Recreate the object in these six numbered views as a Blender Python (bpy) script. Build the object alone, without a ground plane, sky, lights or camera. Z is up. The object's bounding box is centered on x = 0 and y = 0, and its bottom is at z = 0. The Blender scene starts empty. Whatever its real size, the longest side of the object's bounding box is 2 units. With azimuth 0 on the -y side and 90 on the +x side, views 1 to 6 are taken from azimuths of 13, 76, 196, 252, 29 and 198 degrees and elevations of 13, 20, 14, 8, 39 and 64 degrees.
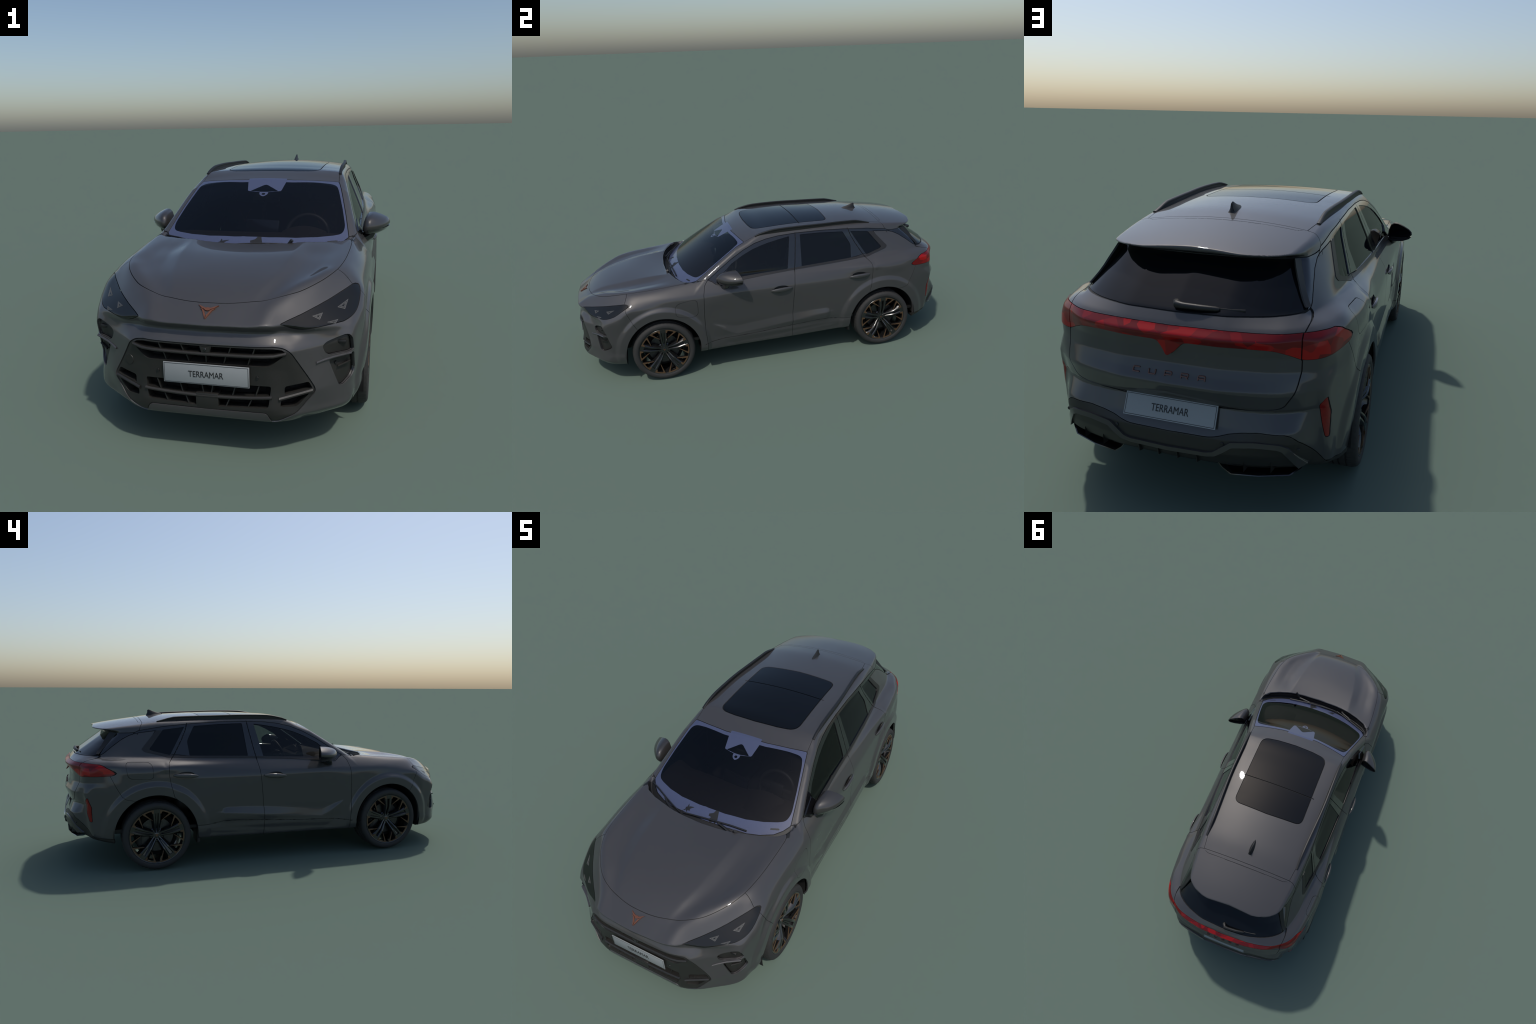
# Compact crossover SUV, built part by part.
# The painted body is described by five curved sheets (side, front, rear, top, underside), each a
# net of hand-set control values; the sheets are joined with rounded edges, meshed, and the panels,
# windows, lamps and openings are cut out of that one smooth surface along their shut lines.
import bpy, bmesh, math, random
import numpy as np
from mathutils import Vector, Matrix

random.seed(7)
RNG = np.random.default_rng(7)

# ----------------------------------------------------------------------------- curves and nets
def akima(xk, yk, x):
    """Akima cubic through control values (yk may have trailing axes); linear outside."""
    xk = np.asarray(xk, float); yk = np.asarray(yk, float); x = np.asarray(x, float)
    n = len(xk)
    if n == 2:
        return yk[0] + (yk[1]-yk[0])*(x-xk[0])/(xk[1]-xk[0])
    m = np.diff(yk)/np.diff(xk)
    m = np.concatenate([[2*m[0]-m[1]*1.0, m[0]], m, [m[-1], 2*m[-1]-m[-2]]])
    d = np.abs(np.diff(m))
    w1, w2 = d[2:2+n], d[0:n]
    t = np.where(w1+w2 > 1e-9, (w1*m[1:1+n]+w2*m[2:2+n])/np.maximum(w1+w2, 1e-9), .5*(m[1:1+n]+m[2:2+n]))
    i = np.clip(np.searchsorted(xk, x)-1, 0, n-2)
    h = xk[i+1]-xk[i]; s = np.clip((x-xk[i])/h, 0, 1)
    y = yk[i]*(1+2*s)*(1-s)**2 + t[i]*h*s*(1-s)**2 + yk[i+1]*s*s*(3-2*s) + t[i+1]*h*s*s*(s-1)
    y = y + np.where(x < xk[0], (x-xk[0])*t[0], 0) + np.where(x > xk[-1], (x-xk[-1])*t[-1], 0)
    return y

def sstep(a, b, x):
    t = np.clip((x-a)/(b-a), 0, 1)
    return t*t*(3-2*t)

def gauss_blur(A, sig, axis):
    if sig <= 0: return A
    r = int(3*sig+1); k = np.exp(-.5*(np.arange(-r, r+1)/sig)**2); k /= k.sum()
    P = np.pad(A, [(r, r) if a == axis else (0, 0) for a in range(A.ndim)], mode='edge')
    out = np.zeros_like(A)
    for j, w in enumerate(k):
        sl = [slice(None)]*A.ndim; sl[axis] = slice(j, j+A.shape[axis])
        out += w*P[tuple(sl)]
    return out

class Sheet:
    """A smooth height table over a 2D domain, sampled with bicubic interpolation."""
    def __init__(self, a0, a1, b0, b1, step, fill, blur=(.006, .006)):
        self.a0, self.b0, self.s = a0, b0, step
        A = np.arange(a0, a1+step/2, step); B = np.arange(b0, b1+step/2, step)
        t = fill(A, B)
        t = gauss_blur(t, blur[0]/step, 0); t = gauss_blur(t, blur[1]/step, 1)
        self.t = t
        ga, gb = np.gradient(t, step)
        self.norm = np.sqrt(1+ga**2+gb**2)
    def slope(self, a, b):
        n, m = self.t.shape
        fa = np.clip((a-self.a0)/self.s, 0, n-1.001); fb = np.clip((b-self.b0)/self.s, 0, m-1.001)
        ia = fa.astype(int); ib = fb.astype(int); fa = fa-ia; fb = fb-ib; g = self.norm
        return (g[ia, ib]*(1-fa)+g[ia+1, ib]*fa)*(1-fb)+(g[ia, ib+1]*(1-fa)+g[ia+1, ib+1]*fa)*fb
    def __call__(self, a, b):
        n, m = self.t.shape
        fa = np.clip((a-self.a0)/self.s, 1, n-2.001); fb = np.clip((b-self.b0)/self.s, 1, m-2.001)
        ia = fa.astype(int); ib = fb.astype(int); fa = fa-ia; fb = fb-ib
        def w(f): return (-.5*f+f*f-.5*f**3, 1-2.5*f*f+1.5*f**3, .5*f+2*f*f-1.5*f**3, -.5*f*f+.5*f**3)
        wa, wb = w(fa), w(fb); out = 0.
        for i in range(4):
            row = 0.
            for j in range(4):
                row = row+wb[j]*self.t[ia+i-1, ib+j-1]
            out = out+wa[i]*row
        return out

def net_fill(ak, bk, rows, facets=False):
    """rows[j] = values over stations ak at level bk[j]."""
    rows = np.asarray(rows, float)
    def f(A, B):
        r = np.stack([akima(ak, r_, A) for r_ in rows], 1)          # A x bk
        return np.stack([np.interp(B, bk, c) if facets else akima(bk, c, B) for c in r], 0)
    return f

# ----------------------------------------------------------------------------- side sheet  x = W(y, z)
WY = [-.95, -.80, -.735, -.60, -.40, -.20, .10, .35, .50, .60, .70, .80, .90]
WZ = [.09, .12, .15, .175, .198, .227, .268, .34, .38, .41, .44, .47, .495, .515, .56, .61, .655, .70]
WV = [
 [.33, .362, .372, .375, .375, .375, .376, .374, .375, .375, .372, .362, .33],
 [.345, .371, .384, .385, .388, .384, .386, .383, .385, .385, .383, .374, .34],
 [.348, .377, .384, .39, .395, .388, .389, .387, .39, .39, .385, .374, .345],
 [.345, .376, .388, .393, .396, .39, .393, .392, .394, .394, .388, .377, .35],
 [.345, .38, .39, .394, .397, .388, .391, .392, .396, .396, .39, .379, .35],
 [.345, .383, .391, .395, .398, .39, .3945, .396, .398, .397, .391, .38, .35],
 [.345, .385, .392, .396, .399, .394, .395, .397, .398, .398, .392, .381, .35],
 [.345, .39, .392, .397, .4, .395, .396, .397, .398, .398, .393, .382, .35],
 [.34, .389, .393, .396, .4, .396, .397, .396, .395, .398, .392, .381, .35],
 [.33, .379, .384, .391, .398, .396, .396, .395, .394, .397, .39, .378, .345],
 [.31, .35, .36, .379, .387, .388, .388, .388, .391, .395, .39, .374, .347],
 [.28, .32, .335, .36, .366, .368, .371, .375, .386, .388, .383, .371, .345],
 [.26, .29, .31, .342, .347, .35, .354, .35, .352, .358, .357, .352, .32],
 [.24, .27, .29, .325, .337, .344, .346, .339, .331, .328, .324, .305, .27],
 [.21, .24, .26, .295, .315, .325, .327, .321, .313, .309, .299, .275, .245],
 [.18, .21, .23, .27, .295, .304, .305, .3, .293, .287, .27, .246, .22],
 [.15, .18, .2, .245, .273, .281, .283, .282, .275, .265, .252, .232, .21],
 [.12, .15, .17, .21, .245, .255, .255, .255, .245, .24, .23, .2, .18]]
AXF, AXR, AXZ = -.587, .598, .157
RTYRE = .157

def side_fill(A, B):
    t = net_fill(WY, WZ, WV)(A, B)
    Y, Z = np.meshgrid(A, B, indexing='ij')
    for yc, r0, r1, amp in ((AXF, .238, .222, .012), (AXR, .250, .230, .009)):
        r = np.hypot(Y-yc, Z-AXZ)
        t = t+amp*np.clip((r0-r)/(r0-r1), 0, 1)*sstep(.10, .16, Z)
    # sculpted lower door: a ledge that kicks up behind the front wheel, and a second one on the sill
    for yk, zl, zu, amp, fall in (([-.336, -.293, -.252, -.216, -.099, .083, .324], [.273, .243, .214, .197, .205, .225, .249], [.274, .262, .248, .240, .250, .266, .250], .0100, .065),
                                  ([-.30, -.246, -.10, .083, .30, .345], [.137, .137, .140, .149, .160, .164], [.137, .146, .153, .164, .170, .164], .0040, .030)):
        l = np.interp(A, yk, zl)[:, None]; u = np.interp(A, yk, zu)[:, None]
        if yk[2] > -.2: u = l+(u-l)
        else: u = np.where((A[:, None] > .086) & (A[:, None] < .29), np.interp(A, [.086, .188, .272, .324], [.266, .271, .271, .250])[:, None], u)
        a = amp*np.clip((u-l)/.026, 0, 1)*((A > yk[0]) & (A < yk[-1]))[:, None]
        up = np.clip((u-Z)/np.maximum(u-l, 1e-4), 0, 1)
        t = t+a*np.where(Z > l, up, np.clip(1-(l-Z)/fall, 0, 1))
    return t
W = Sheet(-1.06, 1.06, .04, .76, .003, side_fill, (.004, .0025))

# ----------------------------------------------------------------------------- front sheet  y = F(x, z)
FX = [0, .10, .17, .20, .22, .25, .28, .32, .36, .385, .41]
FZ = [.09, .11, .128, .145, .19, .25, .30, .316, .336, .346, .366, .40, .43, .48]
FV = [
 [-.95, -.95, -.948, -.94, -.93, -.91, -.89, -.84, -.8, -.76, -.7],
 [-.988, -.988, -.986, -.975, -.965, -.938, -.918, -.887, -.85, -.81, -.7],
 [-.992, -.992, -.991, -.984, -.977, -.962, -.939, -.91, -.872, -.835, -.7],
 [-.992, -.992, -.992, -.982, -.973, -.96, -.937, -.907, -.868, -.833, -.71],
 [-.984, -.985, -.985, -.976, -.967, -.957, -.943, -.906, -.863, -.82, -.75],
 [-.986, -.985, -.982, -.973, -.967, -.95, -.928, -.896, -.871, -.84, -.78],
 [-.991, -.99, -.985, -.975, -.967, -.943, -.92, -.895, -.878, -.85, -.78],
 [-.991, -.989, -.981, -.966, -.954, -.932, -.912, -.89, -.878, -.85, -.78],
 [-.978, -.974, -.962, -.946, -.932, -.921, -.906, -.886, -.87, -.842, -.77],
 [-.974, -.97, -.959, -.944, -.938, -.93, -.915, -.893, -.869, -.835, -.76],
 [-1.001, -.996, -.982, -.959, -.952, -.941, -.922, -.893, -.856, -.812, -.76],
 [-1.000, -.995, -.978, -.945, -.932, -.917, -.889, -.851, -.802, -.757, -.71],
 [-1.000, -.995, -.975, -.93, -.91, -.88, -.848, -.8, -.735, -.69, -.64],
 [-1.000, -.995, -.97, -.92, -.89, -.85, -.81, -.74, -.66, -.62, -.58]]
F = Sheet(-.012, .46, .04, .54, .003, lambda A, B: net_fill(FX, FZ, FV, True)(np.abs(A), B), (.006, .004))

# ----------------------------------------------------------------------------- rear sheet  y = R(x, z)
RX = [0, .11, .17, .24, .29, .33, .355, .385, .41]
RZ = [.13, .15, .165, .18, .21, .244, .267, .31, .316, .36, .383, .405, .435, .458, .477, .492, .499, .521, .565, .612, .622, .634, .66, .72]
RV = [
 [.93, .93, .925, .905, .89, .87, .845, .81, .7],
 [.93, .93, .925, .905, .89, .885, .866, .835, .72],
 [.972, .968, .962, .945, .92, .892, .873, .845, .813],
 [.99, .986, .978, .962, .942, .893, .876, .864, .834],
 [.998, .995, .988, .972, .952, .898, .882, .85, .84],
 [.994, .992, .988, .977, .957, .902, .886, .855, .843],
 [.98, .979, .978, .972, .953, .905, .89, .86, .844],
 [.963, .963, .96, .95, .926, .901, .894, .862, .843],
 [.972, .972, .968, .955, .934, .904, .897, .865, .845],
 [.994, .991, .982, .967, .944, .914, .9, .868, .846],
 [.981, .978, .97, .957, .936, .911, .885, .863, .833],
 [.971, .969, .961, .948, .927, .904, .869, .847, .817],
 [.969, .967, .959, .945, .924, .905, .878, .845, .81],
 [.973, .971, .963, .952, .925, .902, .872, .837, .774],
 [.989, .986, .977, .957, .925, .895, .855, .82, .77],
 [.97, .967, .959, .942, .913, .874, .838, .803, .753],
 [.965, .961, .952, .933, .902, .858, .818, .783, .733],
 [.945, .938, .922, .89, .845, .79, .75, .68, .58],
 [.883, .876, .86, .825, .775, .72, .68, .6, .5],
 [.817, .81, .797, .762, .705, .65, .6, .52, .42],
 [.806, .8, .787, .755, .695, .64, .59, .51, .41],
 [.852, .858, .848, .797, .67, .63, .58, .5, .4],
 [.852, .859, .849, .795, .66, .62, .57, .49, .39],
 [.852, .859, .849, .795, .66, .62, .57, .49, .39]]
R = Sheet(-.012, .46, .10, .76, .003, lambda A, B: net_fill(RX, RZ, RV, True)(np.abs(A), B), (.005, .0024))

# ----------------------------------------------------------------------------- top sheet  z = T(x, y)
HY = [-1.02, -.98, -.95, -.921, -.86, -.80, -.737, -.65, -.53, -.444, -.35]
HC = [.352, .378, .398, .415, .440, .456, .468, .478, .481, .481, .481]     # centre line of the hood
HXK = [.085, .096, .103, .110, .130, .148, .160, .173, .183, .188, .190]    # where the crease runs
HZK = [.350, .375, .395, .412, .438, .453, .464, .478, .487, .494, .500]
HXE = [.12, .13, .145, .165, .228, .280, .314, .321, .327, .331, .335]      # shut line of the hood
HZE = [.350, .375, .397, .414, .439, .453, .460, .469, .479, .486, .492]
HXO = [.15, .172, .193, .219, .272, .319, .365, .373, .370, .362, .355]     # outer fender line
HZO = [.345, .369, .374, .387, .406, .418, .430, .441, .457, .470, .480]
HEX = [0, .10, .15, .20, .25, .30, .322, .345]                                # rear edge of the hood
HEY = [-.529, -.525, -.518, -.506, -.490, -.466, -.441, -.40]
WSY = [-.60, -.53, -.452, -.358, -.243, -.19, -.165, -.10, .03]
WSZ = [.40, .443, .489, .545, .612, .640, .653, .69, .74]                        # windshield centre line
WSC = [.40, .40, .39, .38, .36, .33, .30, .3, .3]                              # its cross curvature
RFY = [-.35, -.165, -.129, -.08, .03, .10, .20, .30, .40, .50, .58, .64, .756, .855, .95]
RFZ = [.60, .654, .6645, .6795, .6915, .6955, .6985, .698, .6955, .6915, .6855, .678, .6625, .646, .628]

def hood_fill(A, B):                 # A = x, B = y
    out = np.zeros((len(A), len(B)))
    ax = np.abs(A)
    for j, y in enumerate(B):
        yy = np.array([min(y, -.30)])
        zc, xk, zk, xe, ze, xo, zo = [float(akima(HY, v, yy)[0]) for v in (HC, HXK, HZK, HXE, HZE, HXO, HZO)]
        inner = zc-(zc-zk)*(ax/xk)**2
        dip = .0080*float(sstep(-.96, -.86, y)*sstep(-.50, -.62, y)); gap_ = xe-xk
        outer = akima([xk-.01, xk, xk+.25*gap_, xk+.55*gap_, xe, xo, xo+.05], [zk+.3*dip, zk, zk+.22*(ze-zk)-dip, zk+.55*(ze-zk)-dip*.95, ze, zo, zo-.035], ax)
        out[:, j] = np.where(ax < xk, inner, outer)
    return gauss_blur(out, .022/.003, 1)

def top_fill(A, B):
    ax = np.abs(A)[:, None]; y = B[None, :]
    hood = hood_fill(A, B)
    edge = np.interp(ax, HEX, HEY)
    hood = hood-.06*np.where(y < -.3, np.clip((y-edge-.001)/.009, 0, 1), 1.)*np.clip((.338-ax)/.012, 0, 1)
    ws = akima(WSY, WSZ, B)[None, :]-np.interp(B, WSY, WSC)[None, :]*ax**2
    rf = akima(RFY, RFZ, B)[None, :]-np.interp(B, [-.165, -.11, -.05, .05, .30, .85], [.33, .28, .16, .20, .31, .36])[None, :]*ax**2-4.*np.maximum(ax-.2, 0)**3
    return np.maximum(hood, np.minimum(ws, rf))
T = Sheet(-.015, .46, -1.06, 1.06, .003, top_fill, (.003, .003))
BOTY = [-1.0, -.78, -.40, .10, .40, .78, .856, .915, 1.05]
BOTZ = [.096, .102, .119, .125, .129, .131, .144, .157, .172]

def smax(a, b, k):
    h = np.maximum(k-np.abs(a-b), 0)
    return np.maximum(a, b)+h*h/(4*k)

def body_distance(x, y, z, w=None, f=None, r=None, t=None):
    """Signed distance-like field of the closed body volume (negative inside)."""
    ax = np.abs(x)
    if w is None:
        def unit(S, a, b): return S(a, b), S.slope(a, b)
        w, f, r, t = unit(W, y, z), unit(F, ax, z), unit(R, ax, z), unit(T, ax, y)
    dw = (ax-w[0])/w[1]; df = (f[0]-y)/f[1]; dr = (y-r[0])/r[1]; dt = (z-t[0])/t[1]
    db = np.interp(y, BOTY, BOTZ)-z
    cabin = sstep(-.45, -.36, y)
    kt = .016*(1-cabin)+.012*cabin
    s = smax(dw, dt, kt)
    s = smax(s, df, .004+.012*sstep(.24, .36, ax)*sstep(.42, .36, z))
    s = smax(s, dr, .004+.008*sstep(.24, .34, ax)*sstep(.52, .45, z))
    return smax(s, db, .012)

def mesh_body(h=.005):
    xs = (np.arange(0, int(.43/h))-.5)*h
    ys = np.arange(-1.02, 1.021, h); zs = np.arange(.09, .716, h)
    X, Y, Z = xs[:, None, None], ys[None, :, None], zs[None, None, :]
    ax = np.abs(xs)
    def unit(S, a, b):
        a, b = np.meshgrid(a, b, indexing='ij')
        return S(a, b), S.slope(a, b)
    w = [q[None, :, :] for q in unit(W, ys, zs)]
    f = [q[:, None, :] for q in unit(F, ax, zs)]
    r = [q[:, None, :] for q in unit(R, ax, zs)]
    t = [q[:, :, None] for q in unit(T, ax, ys)]
    D = body_distance(X, Y, Z, w, f, r, t)
    inside = D < 0
    nx, ny, nz = D.shape
    c = np.zeros((nx-1, ny-1, nz-1), int)
    for i in (0, 1):
        for j in (0, 1):
            for k in (0, 1):
                c += inside[i:nx-1+i, j:ny-1+j, k:nz-1+k]
    act = (c > 0) & (c < 8)
    idx = -np.ones(act.shape, int); cells = np.argwhere(act); idx[act] = np.arange(len(cells))
    acc = np.zeros((len(cells), 3)); cnt = np.zeros(len(cells))
    corner = np.array([[i, j, k] for i in (0, 1) for j in (0, 1) for k in (0, 1)])
    val = np.stack([D[cells[:, 0]+o[0], cells[:, 1]+o[1], cells[:, 2]+o[2]] for o in corner], 1)
    for a in range(8):
        for b in range(a+1, 8):
            if np.abs(corner[a]-corner[b]).sum() != 1: continue
            va, vb = val[:, a], val[:, b]; m = (va < 0) != (vb < 0)
            tt = np.where(m, va/np.where(m, va-vb, 1), 0)[:, None]
            acc += np.where(m[:, None], corner[a]+tt*(corner[b]-corner[a]), 0); cnt += m
    V = np.array([xs[0], ys[0], zs[0]])+h*(cells+acc/cnt[:, None])
    V[cells[:, 0] == 0, 0] = 0.
    quads = []
    for ax_ in range(3):
        o = [a for a in range(3) if a != ax_]
        sl0 = [slice(None)]*3; sl1 = [slice(None)]*3; sl0[ax_] = slice(0, -1); sl1[ax_] = slice(1, None)
        ch = inside[tuple(sl0)] != inside[tuple(sl1)]
        E = np.argwhere(ch)
        E = E[(E[:, o[0]] > 0) & (E[:, o[1]] > 0) & (E[:, o[0]] < D.shape[o[0]]-1) & (E[:, o[1]] < D.shape[o[1]]-1)]
        q = []
        for d0, d1 in ((0, 0), (1, 0), (1, 1), (0, 1)):
            cc = E.copy(); cc[:, o[0]] -= d0; cc[:, o[1]] -= d1
            q.append(idx[cc[:, 0], cc[:, 1], cc[:, 2]])
        q = np.stack(q, 1)
        flip = inside[E[:, 0], E[:, 1], E[:, 2]]
        if ax_ != 1: flip = ~flip
        q[flip] = q[flip][:, ::-1]
        quads.append(q)
    quads = np.concatenate(quads)
    return V, quads

def body_gradient(P, e=.0012):
    g = np.zeros_like(P)
    for a in range(3):
        d = np.zeros(3); d[a] = e
        A, B = P+d, P-d
        g[:, a] = body_distance(*A.T)-body_distance(*B.T)
    return g/(2*e)

def project_to_body(P, steps=3):
    P = P.copy(); mid = np.abs(P[:, 0]) < 1e-6
    for _ in range(steps):
        g = body_gradient(P); d = body_distance(*P.T)
        st = d/np.maximum((g*g).sum(1), .25)
        P -= np.clip(st, -.006, .006)[:, None]*g
        P[mid, 0] = 0
    return P

def body_normals(P):
    g = body_gradient(P); g[np.abs(P[:, 0]) < 1e-6, 0] = 0
    return g/np.maximum(np.linalg.norm(g, axis=1, keepdims=True), 1e-9)

# ----------------------------------------------------------------------------- outlines and cutting
def fillet(pts, closed=True, n=5):
    """Round the corners of a polygon; each point is (a, b) or (a, b, radius)."""
    out = []
    m = len(pts)
    for i, p in enumerate(pts):
        r = p[2] if len(p) > 2 else 0
        P = np.array(p[:2], float)
        if r <= 0 or (not closed and i in (0, m-1)):
            out.append(P); continue
        A = np.array(pts[i-1][:2], float); B = np.array(pts[(i+1) % m][:2], float)
        la, lb = np.linalg.norm(A-P), np.linalg.norm(B-P)
        a = P+(A-P)*min(r/la, .48); b = P+(B-P)*min(r/lb, .48)
        for t in np.linspace(0, 1, n+1):
            out.append(a*(1-t)**2+2*P*t*(1-t)+b*t*t)
    return np.array(out)

def spline_loop(pts, n=6):
    """Closed smooth curve through the points."""
    P = np.array([p[:2] for p in pts], float); m = len(P); out = []
    for i in range(m):
        p0, p1, p2, p3 = P[i-1], P[i], P[(i+1) % m], P[(i+2) % m]
        for t in np.arange(n)/n:
            out.append(.5*(2*p1+(p2-p0)*t+(2*p0-5*p1+4*p2-p3)*t*t+(3*p1-p0-3*p2+p3)*t**3))
    return np.array(out)

def poly_sdf(P, poly):
    """Signed distance of 2D points to a closed polygon (negative inside)."""
    d = np.full(len(P), 1e9); inside = np.zeros(len(P), bool)
    for i in range(len(poly)):
        a, b = poly[i-1], poly[i]
        e = b-a; w = P-a
        t = np.clip((w@e)/max(e@e, 1e-12), 0, 1)
        d = np.minimum(d, ((w-t[:, None]*e)**2).sum(1))
        c = ((a[1] > P[:, 1]) != (b[1] > P[:, 1]))
        with np.errstate(divide='ignore', invalid='ignore'):
            xx = (b[0]-a[0])*(P[:, 1]-a[1])/(b[1]-a[1] if b[1] != a[1] else 1e-12)+a[0]
        inside ^= c & (P[:, 0] < xx)
    return np.where(inside, -1, 1)*np.sqrt(d)

def line_poly(pts, w):
    """Closed outline of a thin band of width w along an open polyline."""
    P = np.array(pts, float); T_ = np.gradient(P, axis=0); T_ /= np.linalg.norm(T_, axis=1, keepdims=True)
    N = np.stack([-T_[:, 1], T_[:, 0]], 1)*w/2
    return np.concatenate([P+N, (P-N)[::-1]])

PROJ = {'side': (1, 2), 'front': (0, 2), 'rear': (0, 2), 'top': (0, 1)}

class Shell:
    """One half of the body surface; regions are carved out of it one after the other."""
    def __init__(self, V, Q):
        self.V = V
        self.F = np.concatenate([Q[:, [0, 1, 2]], Q[:, [0, 2, 3]]])
        self.lab = np.full(len(self.F), -1); self.names = []
    def split(self, s):
        s = np.where(np.abs(s) < .0003, 0, s)
        F = self.F; sg = np.sign(s)[F]
        cross = (sg.min(1) < 0) & (sg.max(1) > 0)
        if not cross.any(): return
        C = F[cross]; L = self.lab[cross]
        E = np.sort(np.concatenate([C[:, [0, 1]], C[:, [1, 2]], C[:, [2, 0]]]), 1)
        E = E[s[E[:, 0]]*s[E[:, 1]] < 0]
        key = np.unique(E[:, 0].astype(np.int64)*10**8+E[:, 1])
        a, b = key//10**8, key % 10**8
        t = s[a]/(s[a]-s[b])
        new = self.V[a]+t[:, None]*(self.V[b]-self.V[a])
        base = len(self.V); self.V = np.concatenate([self.V, new])
        at = {k: base+i for i, k in enumerate(key.tolist())}
        nf, nl = [], []
        for tri, l in zip(C.tolist(), L.tolist()):
            ring = []
            for i in range(3):
                u, v = tri[i], tri[(i+1) % 3]
                ring.append(u)
                k = (u*10**8+v) if u < v else (v*10**8+u)
                if k in at: ring.append(at[k])
            # cut the ring in two along the new points
            z = [i for i, q in enumerate(ring) if q >= base or s[q] == 0]
            i, j = z[0], z[-1]
            for part in (ring[i:j+1], ring[j:]+ring[:i+1]):
                for q in range(1, len(part)-1):
                    nf.append((part[0], part[q], part[q+1])); nl.append(l)
        self.F = np.concatenate([F[~cross], np.array(nf)])
        self.lab = np.concatenate([self.lab[~cross], np.array(nl)])
    def field(self, poly, proj, cond, off, V):
        a, b = PROJ[proj]
        P = V[:, [a, b]]
        lo, hi = poly.min(0)-.02, poly.max(0)+.02
        m = (P > lo).all(1) & (P < hi).all(1) & cond(V[:, 0], V[:, 1], V[:, 2])
        s = np.full(len(V), .05)
        if m.any(): s[m] = poly_sdf(P[m], poly)-off
        return s
    def carve(self, name, proj, poly, cond=None, gap=0., only=None):
        if cond is None:
            cond = {'side': lambda x, y, z: x > .18, 'front': lambda x, y, z: y < -.68,
                    'rear': lambda x, y, z: y > .64, 'top': lambda x, y, z: z > .42}[proj]
        poly = np.asarray(poly, float)
        for off, nm in ((0., name),)+(((gap, 'gap'),) if gap else ()):
            s = self.field(poly, proj, cond, off, self.V)
            self.split(s)
            c = self.V[self.F].mean(1)
            sc = self.field(poly, proj, cond, off, c)
            if nm not in self.names: self.names.append(nm)
            free = self.lab == -1 if only is None else self.lab == self.names.index(only)
            self.lab[free & (sc < 0)] = self.names.index(nm)
    def rest(self, name):
        self.names.append(name); self.lab[self.lab == -1] = len(self.names)-1

# ----------------------------------------------------------------------------- materials
def material(name, color, rough=.5, metal=0., coat=0., coat_rough=.03, spec=.5, grain=0., grain_scale=400., bump=0., bump_scale=300., second=None):
    m = bpy.data.materials.new(name); m.use_nodes = True
    nt = m.node_tree; b = nt.nodes['Principled BSDF']
    b.inputs['Roughness'].default_value = rough; b.inputs['Metallic'].default_value = metal
    b.inputs['Coat Weight'].default_value = coat; b.inputs['Coat Roughness'].default_value = coat_rough
    b.inputs['Specular IOR Level'].default_value = spec
    tc = nt.nodes.new('ShaderNodeTexCoord')
    ns = nt.nodes.new('ShaderNodeTexNoise'); ns.inputs['Scale'].default_value = grain_scale; ns.inputs['Detail'].default_value = 3
    nt.links.new(tc.outputs['Object'], ns.inputs['Vector'])
    rp = nt.nodes.new('ShaderNodeValToRGB')
    c2 = second if second else tuple(c*(1-grain) for c in color)
    rp.color_ramp.elements[0].position = .35; rp.color_ramp.elements[1].position = .65
    rp.color_ramp.elements[0].color = (*c2, 1); rp.color_ramp.elements[1].color = (*color, 1)
    nt.links.new(ns.outputs['Fac'], rp.inputs['Fac']); nt.links.new(rp.outputs['Color'], b.inputs['Base Color'])
    if bump:
        n2 = nt.nodes.new('ShaderNodeTexNoise'); n2.inputs['Scale'].default_value = bump_scale
        nt.links.new(tc.outputs['Object'], n2.inputs['Vector'])
        bp = nt.nodes.new('ShaderNodeBump'); bp.inputs['Strength'].default_value = bump; bp.inputs['Distance'].default_value = .001
        nt.links.new(n2.outputs['Fac'], bp.inputs['Height']); nt.links.new(bp.outputs['Normal'], b.inputs['Normal'])
    return m

def glass_material(name, tint, rough=.0, ior=1.5):
    """Thin tinted pane: fresnel reflection over a tinted see-through layer."""
    m = bpy.data.materials.new(name); m.use_nodes = True
    nt = m.node_tree; nt.nodes.clear()
    out = nt.nodes.new('ShaderNodeOutputMaterial'); mix = nt.nodes.new('ShaderNodeMixShader')
    fr = nt.nodes.new('ShaderNodeFresnel'); fr.inputs['IOR'].default_value = ior
    tr = nt.nodes.new('ShaderNodeBsdfTransparent'); tr.inputs['Color'].default_value = (*tint, 1)
    gl = nt.nodes.new('ShaderNodeBsdfGlossy'); gl.inputs['Roughness'].default_value = rough
    nt.links.new(fr.outputs['Fac'], mix.inputs['Fac']); nt.links.new(tr.outputs[0], mix.inputs[1]); nt.links.new(gl.outputs[0], mix.inputs[2])
    nt.links.new(mix.outputs[0], out.inputs['Surface'])
    return m

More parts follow.
